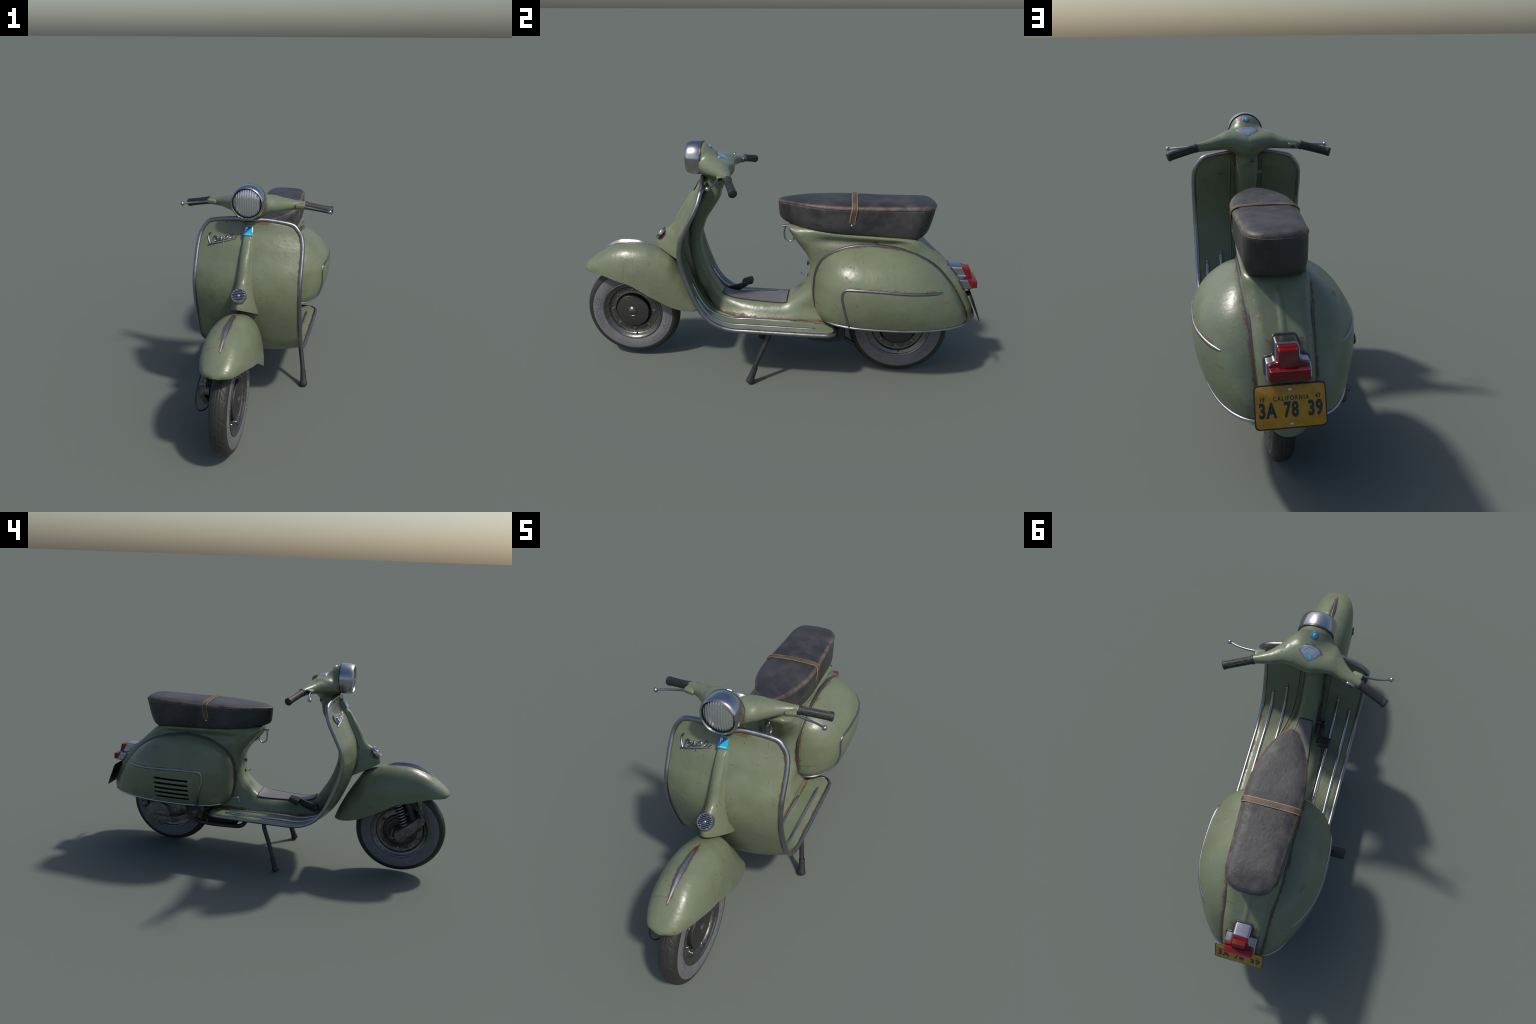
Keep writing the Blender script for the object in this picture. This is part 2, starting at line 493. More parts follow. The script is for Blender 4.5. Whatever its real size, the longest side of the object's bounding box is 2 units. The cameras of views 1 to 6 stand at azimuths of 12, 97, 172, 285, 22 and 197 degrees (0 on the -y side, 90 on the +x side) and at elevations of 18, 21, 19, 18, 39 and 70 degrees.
def simple(name, color, rough, metal=0.0, spec=0.5, var=0.25, scale=60, bump=0.0, bump_scale=200, rust=0.0, **kw):
    N = Nodes(name)
    n = N.noise(scale, 4, 0.6)
    col = N.mix(N.step(n, 0.3, 0.7), tuple(c * (1 - var) for c in color), tuple(c * (1 + var) for c in color))
    if rust:
        col = N.mix(N.m("MULTIPLY", N.step(N.noise(33, 5, 0.65), 0.5, 0.66), rust), col, (0.10, 0.052, 0.028))
    if bump:
        N.bump(N.noise(bump_scale, 3, 0.6), bump, 0.001)
    return N.set(color=col, rough=N.step(n, 0.2, 0.8, max(rough - 0.06, 0.03), rough + 0.08), metal=metal, spec=spec, **kw)


M["chrome"] = simple("worn_chrome", (0.44, 0.44, 0.46), 0.22, 1.0, var=0.06, scale=20)
M["chrome_trim"] = simple("dull_chrome_trim", (0.30, 0.30, 0.315), 0.32, 1.0, var=0.08, scale=40)
M["script"] = simple("tarnished_script_metal", (0.21, 0.215, 0.235), 0.34, 1.0, var=0.1, scale=60)
M["steel"] = simple("dark_steel", (0.16, 0.155, 0.15), 0.34, 0.9, var=0.2, scale=70, rust=0.12)
M["dark_plate"] = simple("dark_hub_metal", (0.075, 0.075, 0.072), 0.48, 0.75, var=0.3, scale=300, bump=0.35, bump_scale=700)
M["cast"] = simple("cast_alloy", (0.15, 0.142, 0.13), 0.55, 0.5, var=0.4, scale=45, rust=0.5, bump=0.3, bump_scale=300)
M["black_metal"] = simple("black_painted_metal", (0.022, 0.022, 0.023), 0.42, 0.0, var=0.35, scale=60, bump=0.2, bump_scale=300)
M["rubber"] = simple("black_rubber", (0.024, 0.025, 0.027), 0.5, 0.0, spec=0.4, var=0.3, scale=80)
M["gasket"] = simple("gasket_rubber", (0.032, 0.032, 0.035), 0.36, 0.0, spec=0.6, var=0.25, scale=90)
M["tyre"] = simple("tyre_rubber", (0.026, 0.0255, 0.0245), 0.5, 0.0, spec=0.4, var=0.12, scale=50)
M["whitewall"] = simple("whitewall_rubber", (0.142, 0.143, 0.150), 0.62, 0.0, spec=0.3, var=0.08, scale=30)
M["near_black"] = simple("near_black_fill", (0.006, 0.006, 0.006), 0.8, 0.0, spec=0.1)  # near-black painted for the shade inside openings; also colours the lamp seal
M["mat"] = None


def mat_rubber_mat():
    N = Nodes("ribbed_floor_mat_rubber")
    ck = N.new("ShaderNodeTexVoronoi"); ck.feature = "F1"; ck.distance = "CHEBYCHEV"
    mp = N.new("ShaderNodeMapping"); N.put(mp.inputs[0], N.pos()); mp.inputs["Rotation"].default_value = (0, 0, 0.785); mp.inputs["Scale"].default_value = (1, 1, 0)
    N.put(ck.inputs["Vector"], mp.outputs[0]); ck.inputs["Scale"].default_value = 260; ck.inputs["Randomness"].default_value = 0.0
    N.bump(ck.outputs["Distance"], 0.5, 0.0012)
    n = N.noise(25)
    return N.set(color=N.mix(n, (0.105, 0.105, 0.11), (0.15, 0.15, 0.155)), rough=0.5, spec=0.4)


def mat_leather():
    N = Nodes("worn_black_leather")
    x, y, z = N.xyz()
    big = N.noise(6, 5, 0.65); mid = N.noise(24, 5, 0.65); fine = N.noise(150, 4, 0.6)
    col = N.mix(N.step(big, 0.35, 0.68), (0.021, 0.021, 0.024), (0.049, 0.048, 0.049))
    col = N.mix(N.step(mid, 0.5, 0.75, 0, 0.45), col, (0.056, 0.055, 0.057))
    # worn brown seam along the upper rim (rim height by y)
    rim = N.curve(y, [(0.008, 0.0), (0.03, 0.040), (0.06, 0.061), (0.125, 0.090), (0.20, 0.113), (0.275, 0.124), (0.33, 0.126), (0.45, 0.122), (0.586, 0.115), (0.67, 0.110), (0.72, 0.094), (0.757, 0.0)], (0.008, 0.757), (0.0, 0.2))
    d = N.m("MAXIMUM", N.m("SUBTRACT", rim, N.m("ABSOLUTE", x)), N.m("SUBTRACT", 0.886, z))
    wear = N.m("MULTIPLY", N.step(d, 0.016, 0.001), N.step(mid, 0.32, 0.62, 0.15, 0.75))
    col = N.mix(wear, col, (0.155, 0.115, 0.082))
    low = N.m("MULTIPLY", N.step(z, 0.80, 0.75), N.step(big, 0.35, 0.6, 0.1, 0.5))
    col = N.mix(low, col, (0.05, 0.043, 0.036))
    h = N.m("ADD", N.m("MULTIPLY", N.noise(26, 3, 0.55), 1.0), N.m("MULTIPLY", fine, 0.12))
    N.bump(h, 0.6, 0.0045)
    return N.set(color=col, rough=N.step(mid, 0.3, 0.7, 0.48, 0.62), spec=0.45)


M["mat"] = mat_rubber_mat()
M["leather"] = mat_leather()
M["strap"] = simple("tan_leather_strap", (0.082, 0.058, 0.040), 0.55, var=0.35, scale=40, bump=0.3, bump_scale=300)
M["strap_edge"] = simple("strap_edge_tan", (0.26, 0.165, 0.08), 0.6, var=0.25, scale=60)
M["plate_yellow"] = simple("plate_yellow", (0.41, 0.208, 0.008), 0.45, var=0.12, scale=40)
M["plate_black"] = simple("plate_black_paint", (0.012, 0.013, 0.016), 0.4, var=0.2)
M["lens_red"] = simple("red_lens", (0.150, 0.003, 0.003), 0.24, var=0.12, scale=200)
M["blue_deep"] = simple("enamel_deep_blue", (0.010, 0.085, 0.30), 0.18, var=0.05)
M["blue_cyan"] = simple("enamel_cyan", (0.010, 0.42, 0.65), 0.18, var=0.05)
M["blue_mid"] = simple("enamel_mid_blue", (0.02, 0.25, 0.55), 0.18, var=0.1)
M["white"] = simple("enamel_white", (0.62, 0.65, 0.68), 0.25, var=0.05)
M["gauge"] = simple("gauge_glass_face", (0.20, 0.235, 0.32), 0.12, var=0.12, scale=70)


def mat_glass():
    N = Nodes("fluted_headlamp_glass")
    x, y, z = N.xyz()
    wave = N.m("SINE", N.m("MULTIPLY", x, 2 * PI / 0.011))
    N.bump(N.m("ADD", wave, N.m("MULTIPLY", N.noise(200), 0.5)), 0.45, 0.0018)
    return N.set(color=N.mix(N.noise(60), (0.52, 0.53, 0.54), (0.66, 0.67, 0.68)), rough=0.14, metal=0.85, spec=0.6)


M["glass"] = mat_glass()

# ------------------------------------------------------------------ the thing
root = bpy.data.objects.new("motor_scooter", None)
bpy.context.scene.collection.objects.link(root)
root["label"] = "weathered sage green vintage motor scooter with black saddle on stand"
root["category"] = "scooter"

# ------------------------------------------------------------------ central body (column, tunnel, rear body) as one blended surface
WR = 0.246                       # tyre radius
FW = np.array([0.0, -0.755, 0.262])   # front wheel centre
RW = np.array([0.0, 0.617, 0.246])    # rear wheel centre

arch = [(RW[1] + 0.285 * math.cos(a), RW[2] + 0.285 * math.sin(a)) for a in np.linspace(math.radians(12), math.radians(172), 14)]
outline = [(-0.280, 0.995), (-0.272, 0.95), (-0.274, 0.92), (-0.281, 0.888), (-0.294, 0.864), (-0.33, 0.809), (-0.348, 0.783), (-0.366, 0.734), (-0.379, 0.685),
           (-0.380, 0.63), (-0.362, 0.56), (-0.335, 0.495), (-0.303, 0.440), (-0.277, 0.399), (-0.238, 0.377), (-0.18, 0.368), (-0.10, 0.365),
           (0.0, 0.367), (0.04, 0.373), (0.07, 0.389), (0.103, 0.417), (0.134, 0.446), (0.153, 0.476), (0.163, 0.510), (0.167, 0.550), (0.164, 0.590),
           (0.150, 0.624), (0.130, 0.652), (0.105, 0.685), (0.081, 0.722), (0.061, 0.752), (0.060, 0.770), (0.085, 0.777), (0.20, 0.768), (0.35, 0.757),
           (0.50, 0.748), (0.63, 0.741), (0.680, 0.729), (0.716, 0.698), (0.770, 0.648), (0.836, 0.590), (0.868, 0.556), (0.905, 0.508), (0.940, 0.440),
           (0.968, 0.380), (0.986, 0.335), (0.990, 0.313), (0.978, 0.296), (0.945, 0.287)] + arch + [
           (0.325, 0.268), (0.10, 0.268), (-0.10, 0.268), (-0.25, 0.274), (-0.315, 0.312), (-0.372, 0.400), (-0.415, 0.520), (-0.437, 0.640),
           (-0.425, 0.750), (-0.388, 0.845), (-0.352, 0.920), (-0.340, 0.955), (-0.330, 0.995)]
poly = smooth_path(outline, 420, closed=True)
gy = np.arange(-0.50, 1.06, 0.004); gz = np.arange(0.22, 1.05, 0.004)


def poly_distance(poly, gy, gz):
    Y, Z = np.meshgrid(gy, gz, indexing="ij"); best = np.full(Y.shape, 1e9); inside = np.zeros(Y.shape, bool)
    for a, b in zip(poly, np.roll(poly, -1, 0)):
        d = b - a; t = np.clip(((Y - a[0]) * d[0] + (Z - a[1]) * d[1]) / (d @ d + 1e-12), 0, 1)
        best = np.minimum(best, (Y - a[0] - t * d[0]) ** 2 + (Z - a[1] - t * d[1]) ** 2)
        c = ((a[1] > Z) != (b[1] > Z)) & (Y < (b[0] - a[0]) * (Z - a[1]) / (b[1] - a[1] + 1e-12) + a[0])
        inside ^= c
    return np.where(inside, -1, 1) * np.sqrt(best)


D2 = poly_distance(poly, gy, gz)


def bilinear(y, z):
    u = np.clip((y - gy[0]) / 0.004, 0, len(gy) - 1.001); v = np.clip((z - gz[0]) / 0.004, 0, len(gz) - 1.001)
    i = u.astype(int); j = v.astype(int); u = u - i; v = v - j
    return (D2[i, j] * (1 - u) * (1 - v) + D2[i + 1, j] * u * (1 - v) + D2[i, j + 1] * (1 - u) * v + D2[i + 1, j + 1] * u * v)


body_w = pchip([-0.5, -0.36, -0.27, -0.18, -0.10, 0.06, 0.20, 0.41, 0.60, 0.77, 0.93, 1.0], [0.045, 0.046, 0.053, 0.071, 0.086, 0.096, 0.102, 0.116, 0.120, 0.108, 0.094, 0.084])
body_r = pchip([-0.5, -0.3, -0.2, 0.0, 0.15, 0.3, 0.6, 0.8, 1.0], [0.026, 0.028, 0.03, 0.035, 0.062, 0.062, 0.045, 0.045, 0.055])
flare_w = pchip([-0.5, -0.35, -0.264, -0.127, 0.0, 0.25, 0.35, 1.0], [0.006, 0.012, 0.032, 0.042, 0.036, 0.026, 0.0, 0.0])


column_y = pchip([0.40, 0.44, 0.495, 0.56, 0.63, 0.685, 0.734, 0.783, 0.809, 0.864, 0.92, 0.96], [-0.272, -0.303, -0.335, -0.362, -0.380, -0.379, -0.366, -0.348, -0.330, -0.294, -0.275, -0.270])


def half_width(y, z):
    t = np.clip((0.375 - z) / 0.075, 0, 1)
    w = body_w(y) + flare_w(y) * t ** 1.7
    w = w - 0.030 * sstep(0.40, 0.30, z) * sstep(0.80, 0.95, y)          # tail tucks in below the plate
    w = w - (0.016 * np.exp(-((z - 0.712) / 0.022) ** 2) - 0.004 * sstep(0.72, 0.75, z)) * sstep(0.15, 0.27, y) * sstep(0.66, 0.56, y)     # waist between cowl and saddle
    w = w - 0.004 * sstep(0.36, 0.45, z) * sstep(0.72, 0.60, z) * sstep(0.34, 0.22, y) * (y > 0)
    w = w + 0.035 * np.clip((column_y(z) - 0.030 - y) / 0.075, 0, 1) ** 1.6 * sstep(0.40, 0.46, z) * (y < -0.2)   # column flares into the shield
    return w


def body_sdf(x, y, z):
    ax = np.sqrt(x * x + 1e-8)
    rib = 0.0045 * np.exp(-(ax / 0.010) ** 4) * sstep(0.70, 0.74, y) * sstep(0.86, 0.82, y)   # pressed rib down the tail
    r = body_r(y) * (1 - 0.72 * sstep(0.67, 0.735, z) * sstep(0.06, 0.20, y) * sstep(0.72, 0.62, y))
    return round_and(bilinear(y, z) - rib, ax - half_width(y, z), r)


body = implicit("body", body_sdf, (-0.172, -0.46, 0.25), (0.172, 1.01, 1.01), 0.006, M["body"], root)

# ------------------------------------------------------------------ leg shield and floor: one pressed sheet
E_Y = [0.300, 0.20, 0.047, -0.108, -0.195, -0.258, -0.310, -0.354, -0.387, -0.411, -0.428, -0.435, -0.434, -0.423, -0.400, -0.377, -0.354, -0.340, -0.334, -0.332, -0.331]
E_Z = [0.290, 0.289, 0.290, 0.292, 0.294, 0.311, 0.345, 0.402, 0.478, 0.543, 0.604, 0.648, 0.692, 0.742, 0.790, 0.835, 0.880, 0.915, 0.945, 0.970, 0.984]
edge_path = smooth_path(np.column_stack([E_Y, E_Z]), 150)
ex, ez = edge_path[:, 0], edge_path[:, 1]
shield_w = pchip([0.2, 0.80, 0.86, 0.89, 0.915, 0.938, 0.957, 0.970, 0.979, 0.984], [0.252, 0.254, 0.252, 0.248, 0.240, 0.226, 0.206, 0.182, 0.152, 0.115])
floor_w = pchip([-0.5, 0.0, 0.255, 0.275, 0.29, 0.30], [0.254, 0.252, 0.250, 0.246, 0.237, 0.222])
tan = np.gradient(edge_path, axis=0); tan /= np.linalg.norm(tan, axis=1)[:, None]
nrm2 = np.column_stack([-tan[:, 1], -tan[:, 0] * -1])             # points to the front / below
nrm2 = np.where((nrm2 @ np.array([-1.0, -1.0]))[:, None] < 0, -nrm2, nrm2)
row_w = np.where(ez > 0.5, shield_w(ez), np.minimum(shield_w(ez), floor_w(ex)))
bulge = pchip([-0.46, -0.40, -0.33, -0.24, -0.12, 0.0, 0.35], [0.050, 0.050, 0.045, 0.016, 0.0, 0.0, 0.0])(np.where(ez > 0.5, -0.45, ex))
bulge = np.where(ez > 0.8, 0.050 - 0.020 * sstep(0.84, 0.98, ez), bulge)
arc = np.concatenate([[0], np.cumsum(np.linalg.norm(np.diff(edge_path, axis=0), axis=1))])


def shield_at(s, x, off=0.0, inner=False):
    """Point of the pressed sheet at path length s and sideways position x; off > 0 is towards the rider."""
    w = np.interp(s, arc, row_w); r = np.minimum(np.abs(x) / w, 1)
    if inner:      # rider's side: flatter than the outer skin
        b = np.interp(s, arc, bulge) * 0.70 * (1 - r ** 2) ** 1.2 - off - 0.0035 - 0.002 * sstep(1.0, 0.93, r) - 0.0035 * np.interp(s, arc, sstep(0.36, 0.30, ez)) * sstep(1.0, 0.95, r)
    else:
        b = np.interp(s, arc, bulge) * (1 - r ** 2.2) - off + 0.003
    return np.stack([x + 0 * b, np.interp(s, arc, ex) + b * np.interp(s, arc, nrm2[:, 0]), np.interp(s, arc, ez) + b * np.interp(s, arc, nrm2[:, 1])], -1)


a = np.linspace(-1, 1, 49)
rows_s = np.concatenate([arc[:-1], [arc[-1]]])
P = np.array([np.vstack([shield_at(np.full(49, s), a * w), shield_at(np.full(49, s), a[::-1] * w, inner=True)]) for s, w in zip(rows_s, row_w)])
shield = grid("leg_shield", P, M["shield"], root, close_c=True, caps=True, angle=50)
shield["part"] = "leg shield and floorboard"

# chrome edge trim round shield and floor
half = [(0.150, 0.300, 0.290), (0.190, 0.300, 0.290)]
half += [tuple(shield_at(s, w)) for s, w in zip(rows_s[::3], row_w[::3])]
half += [tuple(shield_at(arc[-1], v)) for v in (0.075, 0.035)]
half = np.array(half)
trim_ctrl = np.vstack([half, [shield_at(arc[-1], 0.0)], half[::-1] * np.array([-1, 1, 1])])
trim_path = smooth_path(trim_ctrl, 420)
tube("edge_trim", trim_path + np.array([0, 0.002, 0.0025]), 0.0108, M["chrome_trim"], root, n=12)

# floor rails

for sx in (1, -1):
    for rx, z_top, y_end in ((0.137, 0.482, 0.117), (0.207, 0.445, 0.212)):
        i0 = int(np.argmin(np.abs(ez - z_top) + (ex > -0.3) * 9)); i1 = int(np.argmin(np.abs(ex - y_end) + (ez > 0.32) * 9))
        ss = np.linspace(arc[i0], arc[i1], 60)
        path = np.array([shield_at(s, sx * rx, 0.002, True) for s in ss])
        upv = np.array([shield_at(s, sx * rx, 0.02, True) for s in ss]) - path
        r = 0.0080 * np.sqrt(np.minimum(1, np.minimum(np.linspace(0.3, 14, 60), np.linspace(14, 0.3, 60))))
        rail = tube("floor_rail", path, r, M["chrome"], root, n=10, up=upv, flat=0.75)
        for k in (1, -2):
            d = upv[k] / np.linalg.norm(upv[k])
            lathe("rail_screw", [(0.0045, 0), (0.0045, 0.0015), (0.002, 0.0028), (0.0005, 0.003)], path[k] + d * 0.0048, d, M["steel"], rail, n=12)

# pressed beads that run down the rider's side of the shield and out along the tunnel foot
for sx in (1, -1):
    ss = np.linspace(arc[int(np.argmin(np.abs(ez - 0.955)))], arc[int(np.argmin(np.abs(ex - 0.20) + (ez > 0.32) * 9))], 90)
    yy, zz = np.interp(ss, arc, ex), np.interp(ss, arc, ez)
    xb = np.where(zz > 0.40, 0.078 + 0.012 * (0.95 - zz), pchip([-0.40, -0.30, -0.20, -0.10, 0.25], [0.084, 0.092, 0.125, 0.142, 0.150])(yy))
    xb = np.convolve(np.pad(xb, 6, mode="edge"), np.ones(13) / 13, mode="valid")
    bead = np.array([shield_at(s, sx * x_, 0.0005, True) for s, x_ in zip(ss, xb)])
    tube("pressed_bead", bead, 0.0040, M["plain"], shield, n=8)

# ------------------------------------------------------------------ horn cover (nose)
nose_y = pchip([0.630, 0.645, 0.663, 0.69, 0.717, 0.731, 0.758, 0.808, 0.870, 0.905, 0.920, 0.968], [-0.614, -0.612, -0.606, -0.586, -0.563, -0.536, -0.512, -0.485, -0.444, -0.421, -0.410, -0.383])
nose_w = pchip([0.55, 0.60, 0.67, 0.75, 0.857, 0.90, 0.970], [0.069, 0.061, 0.049, 0.041, 0.034, 0.029, 0.021])
shield_front_y = lambda x, z: np.interp(z, ez[60:], ex[60:]) - np.interp(z, ez[60:], bulge[60:]) * (1 - (np.abs(x) / 0.254) ** 2.2)
av = np.linspace(-1, 1, 57)
g = (1 - np.abs(av) ** 1.95) ** 0.70
rowsP = []
for v in np.linspace(0, 1, 64):
    zb = 0.556 + (0.634 - 0.556) * g ** 1.0
    z = 0.968 + (zb - 0.968) * v
    zc = 0.968 + (0.634 - 0.968) * v
    x = av * nose_w(z)
    base = shield_front_y(x, z) + 0.002
    sharp = sstep(0.80, 0.95, zc)
    gg = g * (1 - sharp) + (1 - np.abs(av) ** 5) ** 0.5 * sharp
    y = base + (nose_y(zc) - base[len(av) // 2]) * gg
    y -= 0.008 * sstep(0.918, 0.903, z) * sstep(0.70, 0.80, z) * sstep(0.70, 0.56, np.abs(av))
    rowsP.append(np.column_stack([x, y, z]))
horn_cover = grid("horn_cover", np.array(rowsP), M["horn"], root, thick=0.004, offset=-1)
# small horn grille
hn = np.array([0.0, -0.62, 0.60]); hc = np.array([0.0, -0.584, 0.690]); hn /= np.linalg.norm(hn)
hc = hc + hn * 0.007
ring = lathe("horn_grille", [(0.035, -0.010), (0.035, 0.001), (0.033, 0.005), (0.029, 0.005), (0.0275, 0.002), (0.0275, -0.006), (0.0275, -0.010)], hc, hn, M["chrome"], root, n=48)
lathe("horn_back_disc", [(0.0285, -0.004), (0.0, -0.003)], hc, hn, M["black_metal"], ring, n=32, caps=False)  # opaque black disc added behind the bars in place of an open mouth
for k in range(-3, 4):
    hw = math.sqrt(0.028 ** 2 - (k * 0.0075) ** 2)
    bar = box("grille_bar", (2 * hw, 0.0048, 0.008), hc + orient(np.array([0, 0, 0.0]), (0, 0, 0), hn), M["chrome"], ring, zdir=hn, xdir=(1, 0, 0), bevel=0.0015)
    updir = np.cross(hn, [1, 0, 0]); bar.location = Vector(updir * k * 0.0075)
lathe("grille_stud", [(0.006, 0), (0.006, 0.005), (0.003, 0.0075), (0.0005, 0.008)], hc, hn, M["chrome"], ring, n=20)

# shield badge, blue and cyan with a letter
bt, bb = np.array([0.0, -0.3815, 0.9595]), np.array([0.0, -0.4045, 0.9215])
bdir = (bt - bb) / np.linalg.norm(bt - bb); bn = np.cross([1, 0, 0], bdir); bn = bn if bn[1] < 0 else -bn
bc = (bt + bb) / 2 + bn * 0.0035; bl = np.linalg.norm(bt - bb)
badge = prism("badge", [(-0.0225, -bl / 2), (0.0225, -bl / 2), (0.0205, bl / 2), (-0.0185, bl / 2)], 0.004, bc, bn, (1, 0, 0), M["chrome"], root, bevel=0.0006)


def flip(poly2):  # local y of orient() runs along normal x xdir
    return np.asarray(poly2, float)


yd = np.cross(bn, [1, 0, 0]); sy = 1 if yd @ bdir > 0 else -1
tri1 = np.array([(-0.0212, -bl / 2 + 0.0012), (0.0190, bl / 2 - 0.0012), (-0.0175, bl / 2 - 0.0012)]) * [1, sy]
tri2 = np.array([(-0.0208, -bl / 2 + 0.0012), (0.0212, -bl / 2 + 0.0012), (0.0194, bl / 2 - 0.0014)]) * [1, sy]
prism("badge_enamel", tri1, 0.001, bc + bn * 0.004, bn, (1, 0, 0), M["blue_deep"], badge)
prism("badge_enamel", tri2, 0.001, bc + bn * 0.004, bn, (1, 0, 0), M["blue_cyan"], badge)


def text(name, s, size, origin, xdir, ydir, mat, parent, bold=0.0, extrude=0.0004, sx=1.0, spacing=1.0, align="CENTER", warp=None):
    cu = bpy.data.curves.new(name, "FONT"); cu.body = s; cu.size = size; cu.offset = bold; cu.extrude = extrude
    cu.align_x = align; cu.align_y = "CENTER"; cu.space_character = spacing; cu.resolution_u = 6
    ob = bpy.data.objects.new(name, cu); bpy.context.scene.collection.objects.link(ob)
    dg = bpy.context.evaluated_depsgraph_get(); dg.update()
    me = bpy.data.meshes.new_from_object(ob.evaluated_get(dg))
    bpy.data.objects.remove(ob); bpy.data.curves.remove(cu)
    v = np.empty(len(me.vertices) * 3); me.vertices.foreach_get("co", v); v = v.reshape(-1, 3); v[:, 0] *= sx
    if warp is not None:
        w = warp(v)
    else:
        X = np.asarray(xdir, float); X = X / np.linalg.norm(X); Yv = np.asarray(ydir, float); Yv = Yv / np.linalg.norm(Yv); Zv = np.cross(X, Yv)
        w = np.asarray(origin) + v[:, :1] * X + v[:, 1:2] * Yv + v[:, 2:3] * Zv
    me.vertices.foreach_set("co", w.ravel()); me.materials.clear(); me.materials.append(mat); me.update()
    me.name = name
    return finish(name, me, mat, parent, 30)


up_b = bdir
text("badge_letter", "P", 0.024, bc + bn * 0.0052 - np.array([0.0085, 0, 0]) + bdir * 0.009, (1, 0, 0), up_b, M["white"], badge, bold=0.0006, sx=0.9)
text("badge_word", "PIAGGIO", 0.0062, bc + bn * 0.0052 + np.array([0.003, 0, 0]) - bdir * 0.0155, (1, 0, 0), up_b, M["white"], badge, bold=0.0001, sx=0.95)

# chrome script on the shield: joined-up strokes drawn with a few control points in (along, up) units of the word
SCRIPT = [
    [(0.06, 1.02), (0.00, 0.82), (0.02, 0.45), (0.10, 0.02), (0.15, 0.10), (0.17, 0.42), (0.21, 0.62), (0.27, 0.55)],
    [(0.10, 0.02), (0.02, -0.06), (0.16, -0.02), (0.40, -0.02), (0.70, 0.00), (0.98, 0.04)],
    [(0.25, 0.28), (0.32, 0.36), (0.33, 0.48), (0.28, 0.48), (0.25, 0.32), (0.27, 0.16), (0.33, 0.16), (0.40, 0.30)],
    [(0.40, 0.30), (0.45, 0.48), (0.47, 0.34), (0.46, 0.18), (0.40, 0.18), (0.47, 0.14), (0.56, 0.30)],
    [(0.56, 0.48), (0.565, 0.2), (0.55, -0.20), (0.555, 0.1), (0.60, 0.44), (0.67, 0.44), (0.69, 0.28), (0.64, 0.16), (0.58, 0.2)],
    [(0.90, 0.44), (0.82, 0.48), (0.77, 0.32), (0.80, 0.16), (0.86, 0.2), (0.90, 0.46), (0.90, 0.2), (0.94, 0.14), (1.00, 0.24)],
]
strokes = []
for st in SCRIPT:
    q = smooth_path(np.array(st), 44)
    x = -0.199 + 0.142 * q[:, 0]
    z = 0.862 + 0.036 * q[:, 0] + 0.050 * q[:, 1]
    y = shield_front_y(x, z) - 0.0062
    strokes.append(tube("script_stroke", np.column_stack([x, y, z]), 0.0039, M["script"], None, n=8, up=(0, -1, 0.2), flat=1.2))
join("script_lettering", strokes, root)

# ------------------------------------------------------------------ headset (lamp bowl, bars and neck blended)
arm_y = pchip([0, 0.06, 0.10, 0.125, 0.162, 0.185, 0.25], [-0.287, -0.287, -0.278, -0.262, -0.2355, -0.2240, -0.1985])
arm_z = pchip([0, 0.06, 0.10, 0.13, 0.185, 0.25], [1.033, 1.046, 1.050, 1.0455, 1.0380, 1.0310])
arm_hy = pchip([0, 0.06, 0.10, 0.125, 0.162, 0.185, 0.235, 0.25], [0.074, 0.075, 0.066, 0.053, 0.0375, 0.0300, 0.0200, 0.0195])
arm_hz = pchip([0, 0.06, 0.10, 0.13, 0.185, 0.235, 0.25], [0.042, 0.046, 0.041, 0.0335, 0.0242, 0.0198, 0.0195])


def headset_sdf(x, y, z):
    ax = np.sqrt(x * x + 1e-8); Pn = (ax, y, z)
    bowl = round_cone((ax * (1 - 0.20 * sstep(-0.362, -0.29, y)), y, z), (0, -0.372, 1.081), (0, -0.268, 1.026), 0.0755, 0.045)
    hy, hz = arm_hy(ax), arm_hz(ax)
    arm = (np.sqrt(((y - arm_y(ax)) / hy) ** 2 + ((z - arm_z(ax)) / hz) ** 2) - 1) * hz
    qx = ax * 0.90
    neck = round_cone((qx, y, z), (0, -0.290, 1.015), (0, -0.306, 0.93), 0.045, 0.0395)
    d = smin(smin(bowl, arm, 0.035), neck, 0.028)
    d = np.maximum(d, -0.366 - y); d = np.maximum(d, 0.934 - z - 0.02 * np.clip((y + 0.30) * 0, -1, 1))
    return np.maximum(d, ax - 0.240)


headset = implicit("handlebar_housing", headset_sdf, (-0.252, -0.40, 0.92), (0.252, -0.17, 1.18), 0.004, M["headset"], root, angle=50)

# head lamp: chrome bezel, dark seat, fluted lens
LC = np.array([0, -0.362, 1.081])
lamp = lathe("headlamp", [(0.070, 0.0), (0.0785, 0.0), (0.0805, 0.004), (0.0812, 0.030), (0.0806, 0.048), (0.0785, 0.061), (0.0750, 0.069), (0.0710, 0.0715), (0.0680, 0.066), (0.0665, 0.052), (0.0665, 0.030)], LC, (0, -1, 0.01), M["chrome"], root, n=96, caps=False)
lathe("lamp_seal", [(0.0685, 0.058), (0.0680, 0.0640), (0.0655, 0.0645), (0.0650, 0.058)], LC, (0, -1, 0.01), M["near_black"], lamp, n=64, caps=False, closed=True)
lathe("lamp_lens", [(0.0665, 0.054), (0.0660, 0.0590), (0.055, 0.0635), (0.042, 0.0665), (0.025, 0.0685), (0.008, 0.0695), (0.0003, 0.0697)], LC, (0, -1, 0.01), M["glass"], lamp, n=72)
lathe("bezel_gasket", [(0.0750, -0.004), (0.0795, -0.004), (0.0795, 0.002), (0.0750, 0.002)], LC, (0, -1, 0.01), M["gasket"], lamp, n=72, caps=False, closed=True)

